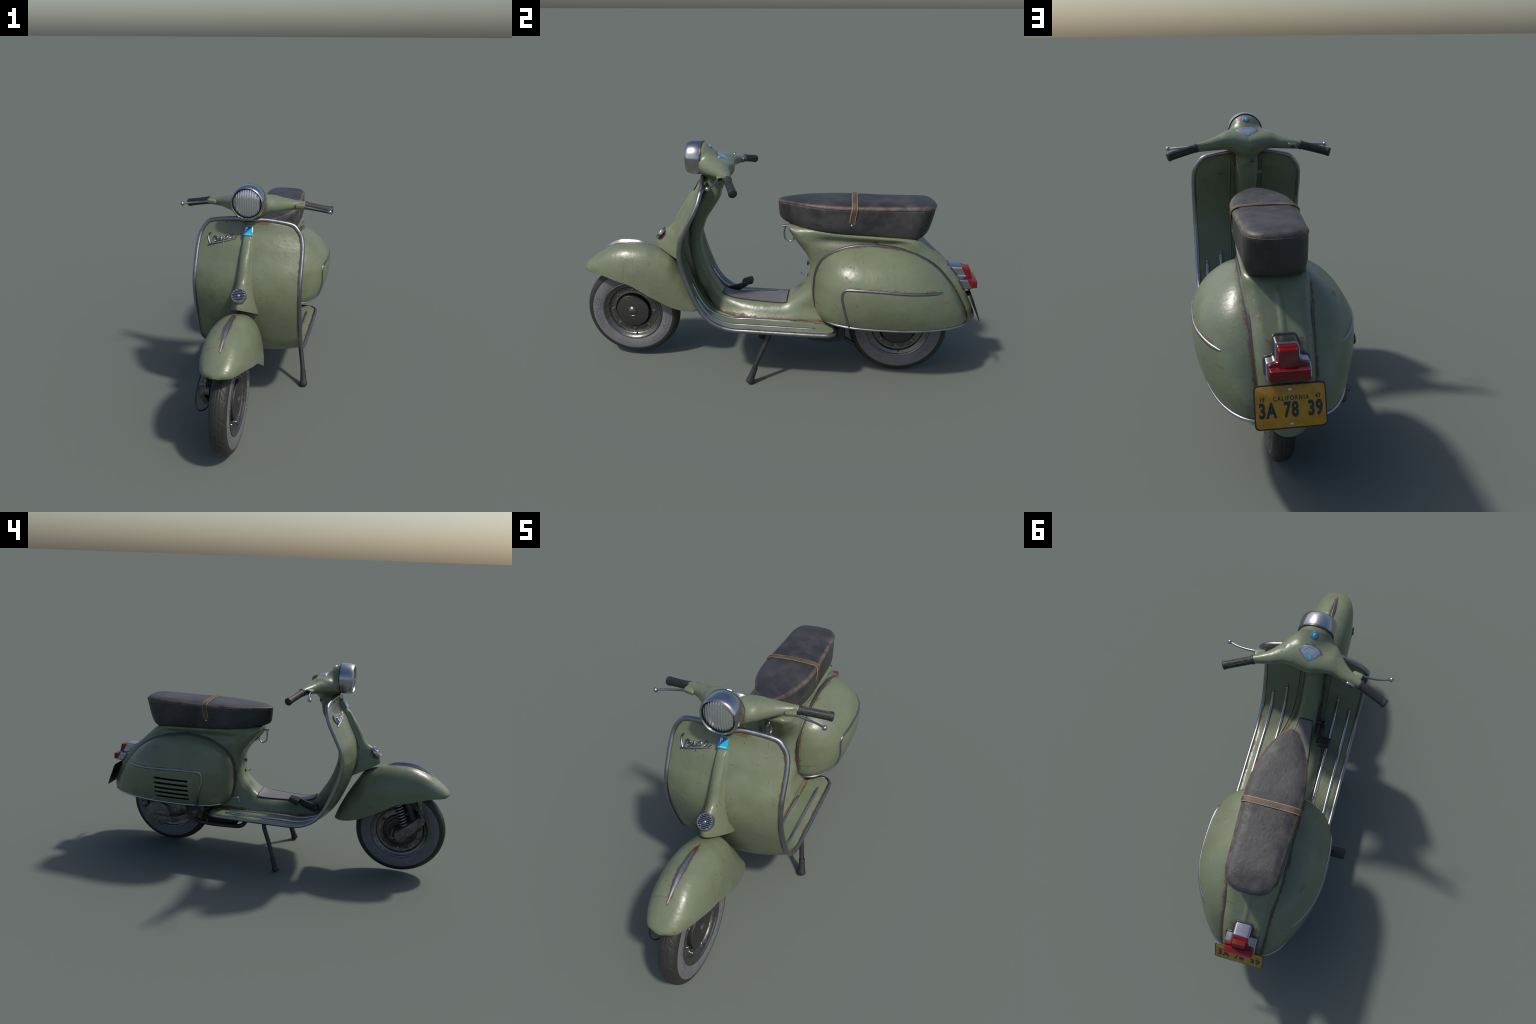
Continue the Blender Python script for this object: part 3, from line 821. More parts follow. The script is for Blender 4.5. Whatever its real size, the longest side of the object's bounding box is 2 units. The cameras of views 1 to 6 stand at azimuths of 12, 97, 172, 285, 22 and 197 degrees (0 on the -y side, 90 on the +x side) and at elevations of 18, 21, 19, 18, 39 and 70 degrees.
# top plane of the housing, for the gauge and the hexagonal badge
def on_housing(x, y):
    lo, hi = 1.03, 1.20
    for _ in range(40):
        mid = (lo + hi) / 2
        if headset_sdf(np.array([x]), np.array([y]), np.array([mid]))[0] < 0: lo = mid
        else: hi = mid
    return lo


def housing_normal(y):
    z0, z1 = on_housing(0, y - 0.012), on_housing(0, y + 0.012)
    t = np.array([0, 0.024, z1 - z0]); t /= np.linalg.norm(t)
    return np.array([0, -t[2], t[1]]), t


def neck_back(x, z):
    lo, hi = -0.30, -0.15
    for _ in range(40):
        mid = (lo + hi) / 2
        if headset_sdf(np.array([x]), np.array([mid]), np.array([z]))[0] < 0: lo = mid
        else: hi = mid
    return lo


gn, gt = housing_normal(-0.266)
gt = np.array([0, 0.052, -0.034]); gt /= np.linalg.norm(gt); gn = np.array([0, -gt[2], gt[1]])
gc = np.array([0, -0.2655, on_housing(0, -0.2655)]) + gn * 0.0022
fan = smooth_path(np.array([(0.047, -0.010), (0.030, -0.024), (0.0, -0.030), (-0.030, -0.024), (-0.047, -0.010), (-0.044, 0.002), (-0.022, 0.024), (0.0, 0.033), (0.022, 0.024), (0.044, 0.002)]), 72, closed=True)
ydl = np.cross(gn, [1, 0, 0]); sg = 1 if ydl @ gt > 0 else -1
fan = fan * [1, sg]
gauge = prism("speedometer", fan * 1.04, 0.030, gc - gn * 0.0280, gn, (1, 0, 0), M["chrome"], headset, bevel=0.002)
prism("gauge_face", fan * 0.88, 0.0012, gc + gn * 0.0014, gn, (1, 0, 0), M["gauge"], gauge, bevel=0.0003)
face0 = gc + gn * 0.0027
prism("gauge_mark", np.array([(-0.007, 0.010), (0.005, 0.010), (0.005, 0.021), (-0.007, 0.021)]) * [1, sg], 0.0003, face0, gn, (1, 0, 0), M["blue_cyan"], gauge)
arcp = np.array([face0 + np.array([0.034 * math.sin(t), 0, 0]) + gt * (0.012 - 0.034 * math.cos(t)) for t in np.linspace(-1.0, 1.0, 24)])
tube("gauge_scale", arcp, 0.0006, M["blue_deep"], gauge, n=6)

hn2, ht2 = housing_normal(-0.326); hz = on_housing(0, -0.326)
hexa = np.array([(math.cos(t), math.sin(t)) for t in np.arange(6) * PI / 3 + PI / 6])
hb = prism("hexagon_badge", hexa * 0.0165, 0.006, np.array([0, -0.326, hz]) - hn2 * 0.004, hn2, (1, 0, 0), M["chrome"], headset, bevel=0.001)
prism("badge_enamel", hexa * 0.0148, 0.0015, np.array([0, -0.326, hz]) + hn2 * 0.002, hn2, (1, 0, 0), M["blue_mid"], hb, bevel=0.0006)
text("badge_letter", "P", 0.016, np.array([0, -0.326, hz]) + hn2 * 0.0036, (-1, 0, 0), -ht2, M["white"], hb, bold=0.0004)

# grips, brackets, levers
for sx in (1, -1):
    A = np.array([sx * 0.2365, -0.2015, 1.0325]); B = np.array([sx * 0.362, -0.1560, 1.0030]); ad = (B - A); L = np.linalg.norm(ad); ad /= L
    def ribs(R, ang, h):
        return R * (1 + np.where((h > 0.02) & (h < L - 0.02), 0.03 * np.sign(np.cos(ang * 22)) * (np.cos(ang * 2) > -0.6), 0))
    lathe("grip", [(0.012, -0.004), (0.0195, -0.004), (0.0205, 0.000), (0.0205, 0.006), (0.0180, 0.009), (0.0180, 0.021), (0.0178, 0.022), (0.0174, L * 0.5), (0.0178, L - 0.022), (0.0178, L - 0.021), (0.0182, L - 0.016),
                   (0.0196, L - 0.010), (0.0200, L - 0.003), (0.0185, L), (0.0165, L + 0.001), (0.001, L + 0.001)], A, ad, M["rubber"], headset, n=132, mod=ribs, angle=30)
    # lever bracket: sloping block moulded on the front of the bar
    armdir = np.array([sx * 0.245, 0.0575, -0.0175]); armdir /= np.linalg.norm(armdir)
    bo = np.array([sx * 0.216, -0.236, 1.0375])
    box("lever_bracket", (0.047, 0.034, 0.020), bo, M["plain"], headset, zdir=(0.0, -0.15, 1), xdir=armdir, bevel=0.004)
    box("bracket_dark_block", (0.006, 0.020, 0.012), bo + armdir * 0.0235 + np.array([0, -0.002, 0]), M["near_black"], headset, zdir=(0.0, -0.15, 1), xdir=armdir, bevel=0.001)  # dark block added at the bracket end, no slot is cut
    lp = smooth_path(np.array([(sx * 0.222, -0.2395, 1.036), (sx * 0.245, -0.2435, 1.034), (sx * 0.285, -0.2465, 1.029), (sx * 0.325, -0.2535, 1.0255), (sx * 0.362, -0.2660, 1.0225)]), 40)
    lever = tube("brake_lever" if sx > 0 else "clutch_lever", lp, np.linspace(0.0058, 0.0040, 40), M["chrome_trim"], headset, n=10)
    a = np.linspace(0.02, PI - 0.02, 14)
    lathe("lever_ball", [(0.0105 * math.sin(t), -0.0105 * math.cos(t)) for t in a], lp[-1], (1, 0, 0), M["chrome"], lever, n=24)
sw = box("light_switch", (0.038, 0.014, 0.024), (-0.197, -0.191, 1.033), M["chrome_trim"], headset, zdir=(0, 0.1, 1), xdir=(-0.245, 0.0575, -0.0175), bevel=0.003)
box("switch_toggle", (0.018, 0.006, 0.010), (-0.195, -0.182, 1.031), M["black_metal"], sw, zdir=(0, 0.1, 1), xdir=(-0.245, 0.0575, -0.0175), bevel=0.002)
lathe("ignition_lock", [(0.0115, 0), (0.0115, 0.004), (0.0095, 0.006), (0.0085, 0.004), (0.001, 0.004)], (-0.018, neck_back(-0.018, 0.958) - 0.002, 0.958), (-0.2, 1, -0.30), M["steel"], headset, n=28)

# small side peg on the column (steering lock) seen behind the shield
lathe("steering_lock", [(0.010, 0), (0.010, 0.022), (0.008, 0.024), (0.001, 0.024)], (-0.044, -0.315, 0.895), (-1, 0, 0), M["body"], root, n=20)

# ------------------------------------------------------------------ front fender
CROWN = [(-0.998, 0.495), (-0.991, 0.514), (-0.963, 0.541), (-0.913, 0.578), (-0.859, 0.610), (-0.784, 0.632), (-0.710, 0.633), (-0.650, 0.625), (-0.605, 0.612), (-0.560, 0.594), (-0.528, 0.574), (-0.492, 0.515), (-0.460, 0.461), (-0.430, 0.402), (-0.404, 0.345), (-0.392, 0.311)]
RIM = [(-0.994, 0.489), (-0.977, 0.489), (-0.950, 0.489), (-0.905, 0.487), (-0.860, 0.478), (-0.800, 0.461), (-0.740, 0.445), (-0.690, 0.420), (-0.640, 0.388), (-0.590, 0.360), (-0.552, 0.338), (-0.520, 0.322), (-0.490, 0.311), (-0.455, 0.302), (-0.418, 0.299), (-0.393, 0.304)]
RIM_W = [0.010, 0.053, 0.074, 0.093, 0.104, 0.114, 0.119, 0.120, 0.119, 0.115, 0.110, 0.104, 0.099, 0.092, 0.084, 0.068]
idx = np.arange(len(CROWN)); uu = np.concatenate([np.linspace(0, 1, 14)[:-1] ** 1.6, np.linspace(1, len(CROWN) - 1, 90)])
five = smooth_path(np.column_stack([CROWN, RIM, RIM_W]), 110); uu = np.arange(110)
cr, rm, rw = five[:, 0:2], five[:, 2:4], five[:, 4]
ph = np.linspace(0, PI, 41); ex_n = 2.35
cx = np.sign(np.cos(ph)) * np.abs(np.cos(ph)) ** (2 / ex_n); sz = np.abs(np.sin(ph)) ** (2 / ex_n)
FP = np.empty((len(uu), 41, 3))
FP[..., 0] = rw[:, None] * cx
FP[..., 1] = rm[:, :1] + (cr[:, :1] - rm[:, :1]) * sz
FP[..., 2] = rm[:, 1:] + (cr[:, 1:] - rm[:, 1:]) * sz
fender = grid("front_fender", FP, M["fender"], root, thick=0.005, offset=-1)

# chrome crest on the fender
ny = 50; cyv = np.linspace(-0.918, -0.650, ny); fr = (cyv + 0.918) / 0.268
crown_z = pchip([p[0] for p in CROWN], [p[1] for p in CROWN])
ch = pchip([0, 0.2, 0.35, 0.5, 0.65, 0.82, 1], [0.001, 0.011, 0.016, 0.018, 0.018, 0.014, 0.001])(fr); cw = pchip([0, 0.25, 0.5, 0.7, 0.85, 1], [0.002, 0.011, 0.0145, 0.0125, 0.008, 0.001])(fr)
sec = np.array([(-1, -0.6), (-0.85, 0.25), (-0.55, 0.55), (-0.25, 0.78), (-0.10, 1.0), (0.10, 1.0), (0.25, 0.78), (0.55, 0.55), (0.85, 0.25), (1, -0.6)])
CP = np.array([[(w * sx_, y, crown_z(y) - 0.001 + h * sz_) for sx_, sz_ in sec] for y, h, w in zip(cyv, ch, cw)])
grid("fender_crest", CP, M["chrome_trim"], root, close_c=True, caps=True, angle=30)

# fork stem between fender and nose
tube("fork_stem", np.array([(0, -0.352, 0.90), (0, -0.50, 0.66), (0, -0.555, 0.575), (0, -0.60, 0.50)]), 0.0165, M["black_metal"], root, n=20)

# ------------------------------------------------------------------ wheels
def ring_profile(pts, n):
    return smooth_path(np.array(pts), n)


tread_prof = np.vstack([ring_profile([(0.2125, 0.0400), (0.2165, 0.0402), (0.2245, 0.0380), (0.2325, 0.0335), (0.2390, 0.0265), (0.2432, 0.0175), (0.2455, 0.008), (0.2460, 0.0)], 26)])
tread_prof = np.vstack([tread_prof, (tread_prof[::-1] * [1, -1])[1:]])


def tread_mod(R, ang, h):
    """Wavy grooves cut in the tread: centre line pair, S-shaped cuts and loops along the shoulders."""
    k = 13; ph_ = (ang * k / (2 * PI)) % 1.0; ah = np.abs(h); ph2 = (ph_ + np.where(h < 0, 0.5, 0)) % 1.0
    gr = np.zeros_like(R + h)
    gr = np.maximum(gr, np.exp(-((ah - 0.0065) / 0.0012) ** 2))
    c1 = 0.09 + 10.0 * (ah - 0.011)                      # slanting cut, phase position by sideways position
    gr = np.maximum(gr, np.exp(-((ph2 - c1) / 0.020) ** 2) * (ah > 0.011) * (ah < 0.034))
    c2 = 0.34 + 12.0 * (ah - 0.011)
    gr = np.maximum(gr, np.exp(-((ph2 - c2) / 0.018) ** 2) * (ah > 0.011) * (ah < 0.021))
    loop = 0.034 - 0.010 * np.sin(PI * np.clip((ph2 - 0.45) / 0.5, 0, 1))
    gr = np.maximum(gr, 0.9 * np.exp(-((ah - loop) / 0.0011) ** 2) * (ph2 > 0.42) * (ph2 < 0.98))
    return R - 0.0026 * gr


def spin(P, c):  # lathe local z -> world x
    return np.stack([P[..., 2] + c[0], P[..., 0] + c[1], P[..., 1] + c[2]], -1)


side_prof = ring_profile([(0.2142, 0.0398), (0.2080, 0.0412), (0.1950, 0.0422), (0.1800, 0.0415), (0.1660, 0.0390), (0.1560, 0.0355)], 14)
rim_prof = [(0.1480, 0.0240), (0.1530, 0.0320), (0.1580, 0.0350), (0.1590, 0.0390), (0.1555, 0.0415), (0.1510, 0.0400), (0.1475, 0.0355), (0.1440, 0.0325), (0.1370, 0.0310), (0.1320, 0.0290),
            (0.1290, 0.0240), (0.1260, 0.0190), (0.1200, 0.0170), (0.1020, 0.0180), (0.0990, 0.0195), (0.0960, 0.0190), (0.0950, 0.0120), (0.0950, 0.0)]


def wheel(name, c, flip_side):
    rimP = lathe_pts(rim_prof, 96)
    obs = []
    for sx in (1, -1):
        q = rimP.copy(); q[..., 2] *= sx; obs.append(grid("rim_half", spin(q, c), M["steel"], None, close_c=True, angle=40))
    barrel = [(0.150, -0.031), (0.144, -0.02), (0.144, 0.02), (0.150, 0.031)]
    obs.append(grid("rim_barrel", spin(lathe_pts(barrel, 64), c), M["steel"], None, close_c=True))
    w = join(name, obs, root)
    P = lathe_pts(tread_prof, 720, tread_mod)
    tyre = grid("tyre", spin(P, c), M["tyre"], w, close_c=True, angle=180)
    for sx in (1, -1):
        q = lathe_pts(side_prof, 96); q[..., 2] *= sx
        grid("whitewall", spin(q, c), M["whitewall"], w, close_c=True, angle=180)
        def around(v, sx=sx, start=0.0):
            ang = start - v[:, 0] / 0.186
            r = 0.186 + v[:, 1]
            xo = np.interp(r, side_prof[::-1, 0], side_prof[::-1, 1])
            return np.column_stack([c[0] + sx * (xo + 0.0003 + v[:, 2]), c[1] + sx * r * np.cos(ang), c[2] + r * np.sin(ang)])
        for st in ((-0.55, PI + 0.10) if sx > 0 else (PI - 0.1, -0.4)):
            text("tyre_lettering", "GOODRIDE", 0.034, None, None, None, M["whitewall"], w, bold=0.0007, extrude=0.0011, sx=0.95, spacing=1.05, warp=lambda v, s=st, f=around: f(v, start=s))
    # wheel nuts on the rim flange, both faces
    for sx in (1, -1):
        stud = None
        for k in range(8):
            t = k * PI / 4 + PI / 2 * 3
            o = np.array([c[0] + sx * 0.0178, c[1] + 0.111 * math.cos(t), c[2] + 0.111 * math.sin(t)])
            if stud is None:
                stud = lathe("wheel_nut", [(0.0065, 0), (0.0060, 0.003), (0.0045, 0.0035), (0.0040, 0.009), (0.0022, 0.0115), (0.0004, 0.012)], (0, 0, 0), (sx, 0, 0), M["chrome"] if k % 2 == 0 else M["steel"], w, n=12); stud.location = Vector(o)
            else:
                s2 = stud.copy(); bpy.context.scene.collection.objects.link(s2); s2.location = Vector(o)
    # drum with cooling fins and the domed plate
    drum = lathe("brake_drum", [(0.094, -0.018), (0.0945, -0.004), (0.092, 0.000), (0.001, 0.000)], c, (1, 0, 0), M["black_metal"], w, n=64)
    fins = []
    for k in range(30):
        t = 2 * PI * k / 30
        fins.append(box("fin", (0.008, 0.0030, 0.014), c + np.array([0.004, 0.0905 * math.cos(t), 0.0905 * math.sin(t)]), M["steel"], None, zdir=(1, 0, 0), xdir=(0, math.cos(t), math.sin(t)), bevel=0.0008))
    join("drum_fins", fins, drum, "stuff")
    lathe("hub_plate", [(0.086, 0.006), (0.0865, 0.0320), (0.084, 0.0350), (0.060, 0.0395), (0.032, 0.0412), (0.001, 0.0415)], c, (1, 0, 0), M["dark_plate"], drum, n=72)
    lathe("hub_cap", [(0.0262, 0.039), (0.0262, 0.0430), (0.0240, 0.0450), (0.0215, 0.0430), (0.0200, 0.0450), (0.013, 0.0485), (0.0005, 0.0500)], c, (1, 0, 0), M["steel"], drum, n=48)
    # back plate on the left side
    lathe("back_plate", [(0.092, 0.004), (0.0915, 0.022), (0.086, 0.027), (0.078, 0.029), (0.074, 0.036), (0.060, 0.038), (0.056, 0.033), (0.040, 0.036), (0.034, 0.046), (0.001, 0.048)], c, (-1, 0, 0), M["dark_plate"], drum, n=64)
    lugs = []
    for k in range(5):
        t = 0.5 + 2 * PI * k / 5
        lugs.append(box("lug", (0.030, 0.017, 0.012), c + np.array([-0.020, 0.100 * math.cos(t), 0.100 * math.sin(t)]), M["dark_plate"], None, zdir=(1, 0, 0), xdir=(0, math.cos(t), math.sin(t)), bevel=0.003))
    join("drum_lugs", lugs, drum, "stuff")
    v = c + np.array([0.024, 0.012, -0.128])
    tube("valve_stem", np.array([v, v + [0.008, 0, -0.002], v + [0.014, 0, -0.003]]), 0.0035, M["black_metal"], w, n=10)
    return w


wheel("front_wheel", FW, 1)
wheel("rear_wheel", RW, -1)

# ------------------------------------------------------------------ front suspension on the left side
def capsule(p, q, r1, r2, n=10):
    p = np.asarray(p, float); q = np.asarray(q, float); d = q - p; L = np.linalg.norm(d); d /= L
    b = np.array([-d[1], d[0]])
    out = [p + r1 * (math.cos(t) * -d + math.sin(t) * b) for t in np.linspace(PI / 2, -PI / 2, n)] + [q + r2 * (math.cos(t) * d + math.sin(t) * -b) for t in np.linspace(PI / 2, -PI / 2, n)]
    return np.array(out)


def yz_prism(name, outline, x0, x1, mat, parent, bevel=0.003):
    """Outline in (y, z), extruded from x0 to x1 (x1 is the outer face)."""
    s = 1 if x1 > x0 else -1
    o = np.asarray(outline, float)
    loc = np.column_stack([o[:, 0], o[:, 1] * s])        # local x = +y, local y = z * s for normal +-x
    return prism(name, loc, abs(x1 - x0), (x0, 0, 0), (s, 0, 0), (0, 1, 0), mat, parent, bevel=bevel)


susp = yz_prism("suspension_arm", capsule((-0.862, 0.358), (-0.760, 0.258), 0.021, 0.030), -0.084, -0.113, M["cast"], root, 0.005)
lathe("arm_pivot", [(0.019, 0), (0.019, 0.052), (0.016, 0.056), (0.010, 0.056), (0.009, 0.060), (0.001, 0.061)], (-0.060, -0.862, 0.358), (-1, 0, 0), M["cast"], susp, n=28)
lathe("arm_bolt", [(0.009, 0), (0.009, 0.006), (0.006, 0.009), (0.001, 0.009)], (-0.112, -0.862, 0.358), (-1, 0, 0), M["steel"], susp, n=16)
lathe("axle", [(0.026, 0), (0.026, 0.060), (0.020, 0.064), (0.001, 0.064)], (-0.028, FW[1], FW[2]), (-1, 0, 0), M["cast"], susp, n=28)
# fork tube, bent to the left of the wheel
tube("fork_tube", smooth_path(np.array([(0, -0.600, 0.540), (-0.030, -0.665, 0.535), (-0.066, -0.735, 0.510), (-0.074, -0.785, 0.440), (-0.074, -0.820, 0.360), (-0.074, -0.850, 0.345)]), 40), 0.0175, M["black_metal"], root, n=18)
# damper in front of the fork tube
dp0, dp1 = np.array([-0.082, -0.835, 0.500]), np.array([-0.082, -0.860, 0.385])
dd = (dp1 - dp0); dl = np.linalg.norm(dd); dd /= dl
damper = lathe("damper", [(0.016, 0), (0.016, dl * 0.45), (0.012, dl * 0.47), (0.0115, dl * 0.72), (0.015, dl * 0.74), (0.015, dl * 0.9), (0.008, dl * 0.93), (0.008, dl + 0.01)], dp0, dd, M["steel"], root, n=24)
# coil spring behind it
sp0, sp1 = np.array([-0.081, -0.722, 0.470]), np.array([-0.081, -0.776, 0.325]); sd = sp1 - sp0; sl = np.linalg.norm(sd); sd /= sl
tt = np.linspace(0, 1, 260); hel = orient(np.column_stack([0.0225 * np.cos(tt * 2 * PI * 9.5), 0.0225 * np.sin(tt * 2 * PI * 9.5), tt * sl]), sp0, sd)
spring = tube("coil_spring", hel, 0.0046, M["chrome_trim"], root, n=8)
lathe("spring_core", [(0.010, 0), (0.010, sl), (0.001, sl)], sp0, sd, M["black_metal"], spring, n=16)
lathe("spring_seat", [(0.023, sl - 0.004), (0.024, sl + 0.003), (0.016, sl + 0.012), (0.010, sl + 0.03), (0.001, sl + 0.031)], sp0, sd, M["cast"], spring, n=24)
# brake cable loop and brake lever
tube("brake_cable", smooth_path(np.array([(-0.082, -0.800, 0.480), (-0.104, -0.845, 0.425), (-0.112, -0.890, 0.365), (-0.112, -0.905, 0.310), (-0.106, -0.885, 0.270), (-0.095, -0.850, 0.252), (-0.080, -0.800, 0.252)]), 60), 0.0030, M["rubber"], root, n=8)
bl_ = tube("brake_arm", np.array([(-0.070, -0.722, 0.288), (-0.078, -0.716, 0.262), (-0.080, -0.714, 0.232)]), 0.0055, M["cast"], root, n=10)
lathe("brake_pin", [(0.007, 0), (0.007, 0.016), (0.001, 0.017)], (-0.070, -0.724, 0.235), (-1, 0, 0), M["steel"], bl_, n=14)
tube("speed_cable", smooth_path(np.array([(-0.060, -0.735, 0.320), (-0.070, -0.720, 0.300), (-0.064, -0.712, 0.270)]), 20), 0.004, M["rubber"], root, n=8)

# ------------------------------------------------------------------ side cowls
cz = 0.704 - (0.704 - 0.335) * np.cos(np.linspace(0, PI / 2, 60)) ** 1.0
cz = np.concatenate([np.linspace(0.335, 0.60, 44), 0.60 + (0.704 - 0.60) * np.sin(np.linspace(0, PI / 2, 34))[1:]])
yf = pchip(COWL_Z, COWL_YF)(cz); yb = pchip(COWL_Z, COWL_YB)(cz)
def cowl_b(z):
    """How far the cowl stands out from the body at height z: rounded shoulder above, slight tuck-in below."""
    up = 0.180 * np.maximum(1 - np.clip((z - 0.50) / 0.2045, 0, 1) ** 2.2, 0) ** 0.84
    return np.where(z > 0.50, up, 0.180 - 0.042 * np.clip((0.50 - z) / 0.165, 0, 1) ** 2)
gx = pchip([0.15, 0.20, 0.30, 0.41, 0.60, 0.77, 0.93, 1.0], [0.098, 0.101, 0.110, 0.117, 0.120, 0.108, 0.090, 0.082])
tpar = 0.5 - 0.5 * np.cos(np.linspace(0, PI, 80))


def plan(t, z):
    tm = 0.42
    a_ = np.clip(1 - t / tm, 0, 1); b_ = np.clip((t - tm) / (1 - tm), 0, 1)
    return np.where(t < tm, np.maximum(1 - a_ ** 2.9, 0) ** (0.54 - 0.12 * sstep(0.52, 0.38, z)), np.maximum(1 - b_ ** 2.4, 0) ** 0.45)


def cowl_at(y, z):
    f_, b_ = pchip(COWL_Z, COWL_YF)(z), pchip(COWL_Z, COWL_YB)(z)
    return gx(y) - 0.004 + cowl_b(z) * plan(np.clip((y - f_) / (b_ - f_), 0, 1), z)


for sx in (1, -1):
    Y = yf[:, None] + (yb - yf)[:, None] * tpar[None, :]
    Zc = np.broadcast_to(cz[:, None], Y.shape)
    X = gx(Y) - 0.006 + cowl_b(cz)[:, None] * plan(tpar[None, :], cz[:, None])
    cowl = grid("side_cowl", np.stack([sx * X, Y, Zc], -1), M["cowl"], root, thick=0.005, offset=0, angle=60)
    # cooling slots pressed through the left cowl
    if sx < 0:
        cutters = []
        for zz in (0.487, 0.458, 0.429, 0.401, 0.374):
            sl_o = rounded_poly([(0.408, zz - 0.0060), (0.613, zz - 0.0062), (0.613, zz + 0.0062), (0.408, zz + 0.0060)], 0.005, 4)
            cutters.append(yz_prism("cut", sl_o, -0.20, -0.34, M["near_black"], None, 0))
        cutter = join("slot_cutter", cutters)
        md = cowl.modifiers.new("slots", "BOOLEAN"); md.operation = "DIFFERENCE"; md.object = cutter; md.solver = "EXACT"
        apply_mods(cowl, 40)
        bpy.data.objects.remove(cutter)
        for k, zz in enumerate((0.4725, 0.4435, 0.415, 0.3875)):       # raised louvre lips between the slots
            yy = np.linspace(0.413, 0.608, 30)
            lp = np.column_stack([-(cowl_at(yy, np.full(30, zz)) + 0.0002), yy, np.full(30, zz)])
            tube("louvre", lp, np.minimum(1, np.minimum(np.linspace(0.3, 6, 30), np.linspace(6, 0.3, 30))) * 0.0075, M["cowl"], cowl, n=10, up=(-1, 0, 0), flat=0.55)
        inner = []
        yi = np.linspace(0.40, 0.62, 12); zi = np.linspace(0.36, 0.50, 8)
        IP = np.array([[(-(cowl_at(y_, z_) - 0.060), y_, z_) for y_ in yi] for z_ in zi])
        grid("slot_shadow_plate", IP, M["near_black"], cowl)  # added sheet, near-black for the shade behind the slots
    # gasket between cowl and body
    gp = [(gx(y_) - 0.003, y_, z_) for y_, z_ in zip(yf[::3], cz[::3])] + [(gx(y_) - 0.003, y_, z_) for y_, z_ in zip(yb[::-3], cz[::-3])]
    gp = smooth_path(np.array(gp), 160) * [sx, 1, 1]
    go = gp - np.array([0, 0.54, 0.47]); go[:, 0] = 0; go /= np.linalg.norm(go, axis=1)[:, None]
    gup = go * (0.35 + 0.45 * sstep(0.45, 0.75, gp[:, 1]))[:, None] + np.array([sx, 0, 0])
    tube("cowl_gasket", gp, 0.0122 + 0.0016 * sstep(0.45, 0.7, gp[:, 1]), M["gasket"], root, n=14, up=gup, flat=0.58)
    # bottom chrome trim
    bt_y = yf[0] + (yb[0] - yf[0]) * tpar[::2]
    bp = np.column_stack([sx * (gx(bt_y) - 0.004 + cowl_b(0.335) * plan(tpar[::2], 0.335)), bt_y, np.full(len(bt_y), 0.3345)])
    tube("cowl_trim", smooth_path(bp, 140), 0.0056, M["chrome"], root, n=10)
    # hockey-stick styling bar
    bar = [(0.368, 0.343), (0.357, 0.385), (0.345, 0.437), (0.333, 0.488), (0.333, 0.518), (0.342, 0.537), (0.366, 0.5445), (0.427, 0.547), (0.529, 0.5445), (0.668, 0.5345), (0.747, 0.5275), (0.793, 0.5240)]
    bpth = smooth_path(np.array(bar), 110)
    xx = cowl_at(bpth[:, 0], bpth[:, 1]) + 0.001
    barp = np.column_stack([sx * xx, bpth])
    # outward normals of the cowl along the bar
    e_ = 0.004
    nx = np.column_stack([np.ones(110), -(cowl_at(bpth[:, 0] + e_, bpth[:, 1]) - cowl_at(bpth[:, 0] - e_, bpth[:, 1])) / (2 * e_), -(cowl_at(bpth[:, 0], bpth[:, 1] + e_) - cowl_at(bpth[:, 0], bpth[:, 1] - e_)) / (2 * e_)]) * [sx, 1, 1]
    rr = 0.0062 * np.minimum(1, np.linspace(14, 0.5, 110))
    tube("cowl_styling_bar", barp, rr, M["chrome_trim"], root, n=10, up=nx, flat=0.8)
    # spring latch in front of the cowl
    if sx < 0:
        latch = lathe("cowl_latch", [(0.008, 0), (0.008, 0.014), (0.006, 0.017), (0.001, 0.017)], (sx * 0.112, 0.212, 0.362), (sx, -0.4, 0), M["steel"], root, n=18)
        tube("latch_hook", smooth_path(np.array([(sx * 0.122, 0.207, 0.362), (sx * 0.124, 0.185, 0.365), (sx * 0.122, 0.165, 0.368), (sx * 0.124, 0.150, 0.345)]), 20), 0.0028, M["chrome"], latch, n=8)

# ------------------------------------------------------------------ saddle
rim_w = pchip([0.007, 0.013, 0.028, 0.05, 0.085, 0.125, 0.20, 0.275, 0.33, 0.45, 0.586, 0.66, 0.70, 0.725, 0.742, 0.752, 0.756], [0.0, 0.018, 0.036, 0.051, 0.070, 0.088, 0.113, 0.124, 0.126, 0.122, 0.115, 0.112, 0.104, 0.091, 0.070, 0.040, 0.0])
ts = np.linspace(0, 1, 80)
ys = 0.007 + (0.756 - 0.007) * (0.5 - 0.5 * np.cos(PI * ts))
right = np.column_stack([rim_w(ys), ys]); planr = np.vstack([right, (right[::-1] * [-1, 1])[1:-1]])
planr = smooth_path(planr, 200, closed=True)
tg = np.roll(planr, -1, 0) - np.roll(planr, 1, 0); tg /= np.linalg.norm(tg, axis=1)[:, None]
pn = np.column_stack([tg[:, 1], -tg[:, 0]])
if (pn * (planr - [0, 0.4])).sum() < 0: pn = -pn
z_rim = pchip([0.0, 0.05, 0.12, 0.18, 0.27, 0.40, 0.60, 0.70, 0.76], [0.886, 0.887, 0.887, 0.885, 0.881, 0.881, 0.883, 0.885, 0.886])
z_bot = pchip([0.0, 0.04, 0.07, 0.127, 0.25, 0.40, 0.54, 0.64, 0.70, 0.76], [0.788, 0.779, 0.773, 0.768, 0.760, 0.751, 0.742, 0.736, 0.736, 0.738])
z_top = pchip([0.0, 0.03, 0.10, 0.21, 0.32, 0.43, 0.60, 0.70, 0.735, 0.76], [0.892, 0.897, 0.901, 0.904, 0.905, 0.905, 0.907, 0.913, 0.912, 0.903])
rings = []
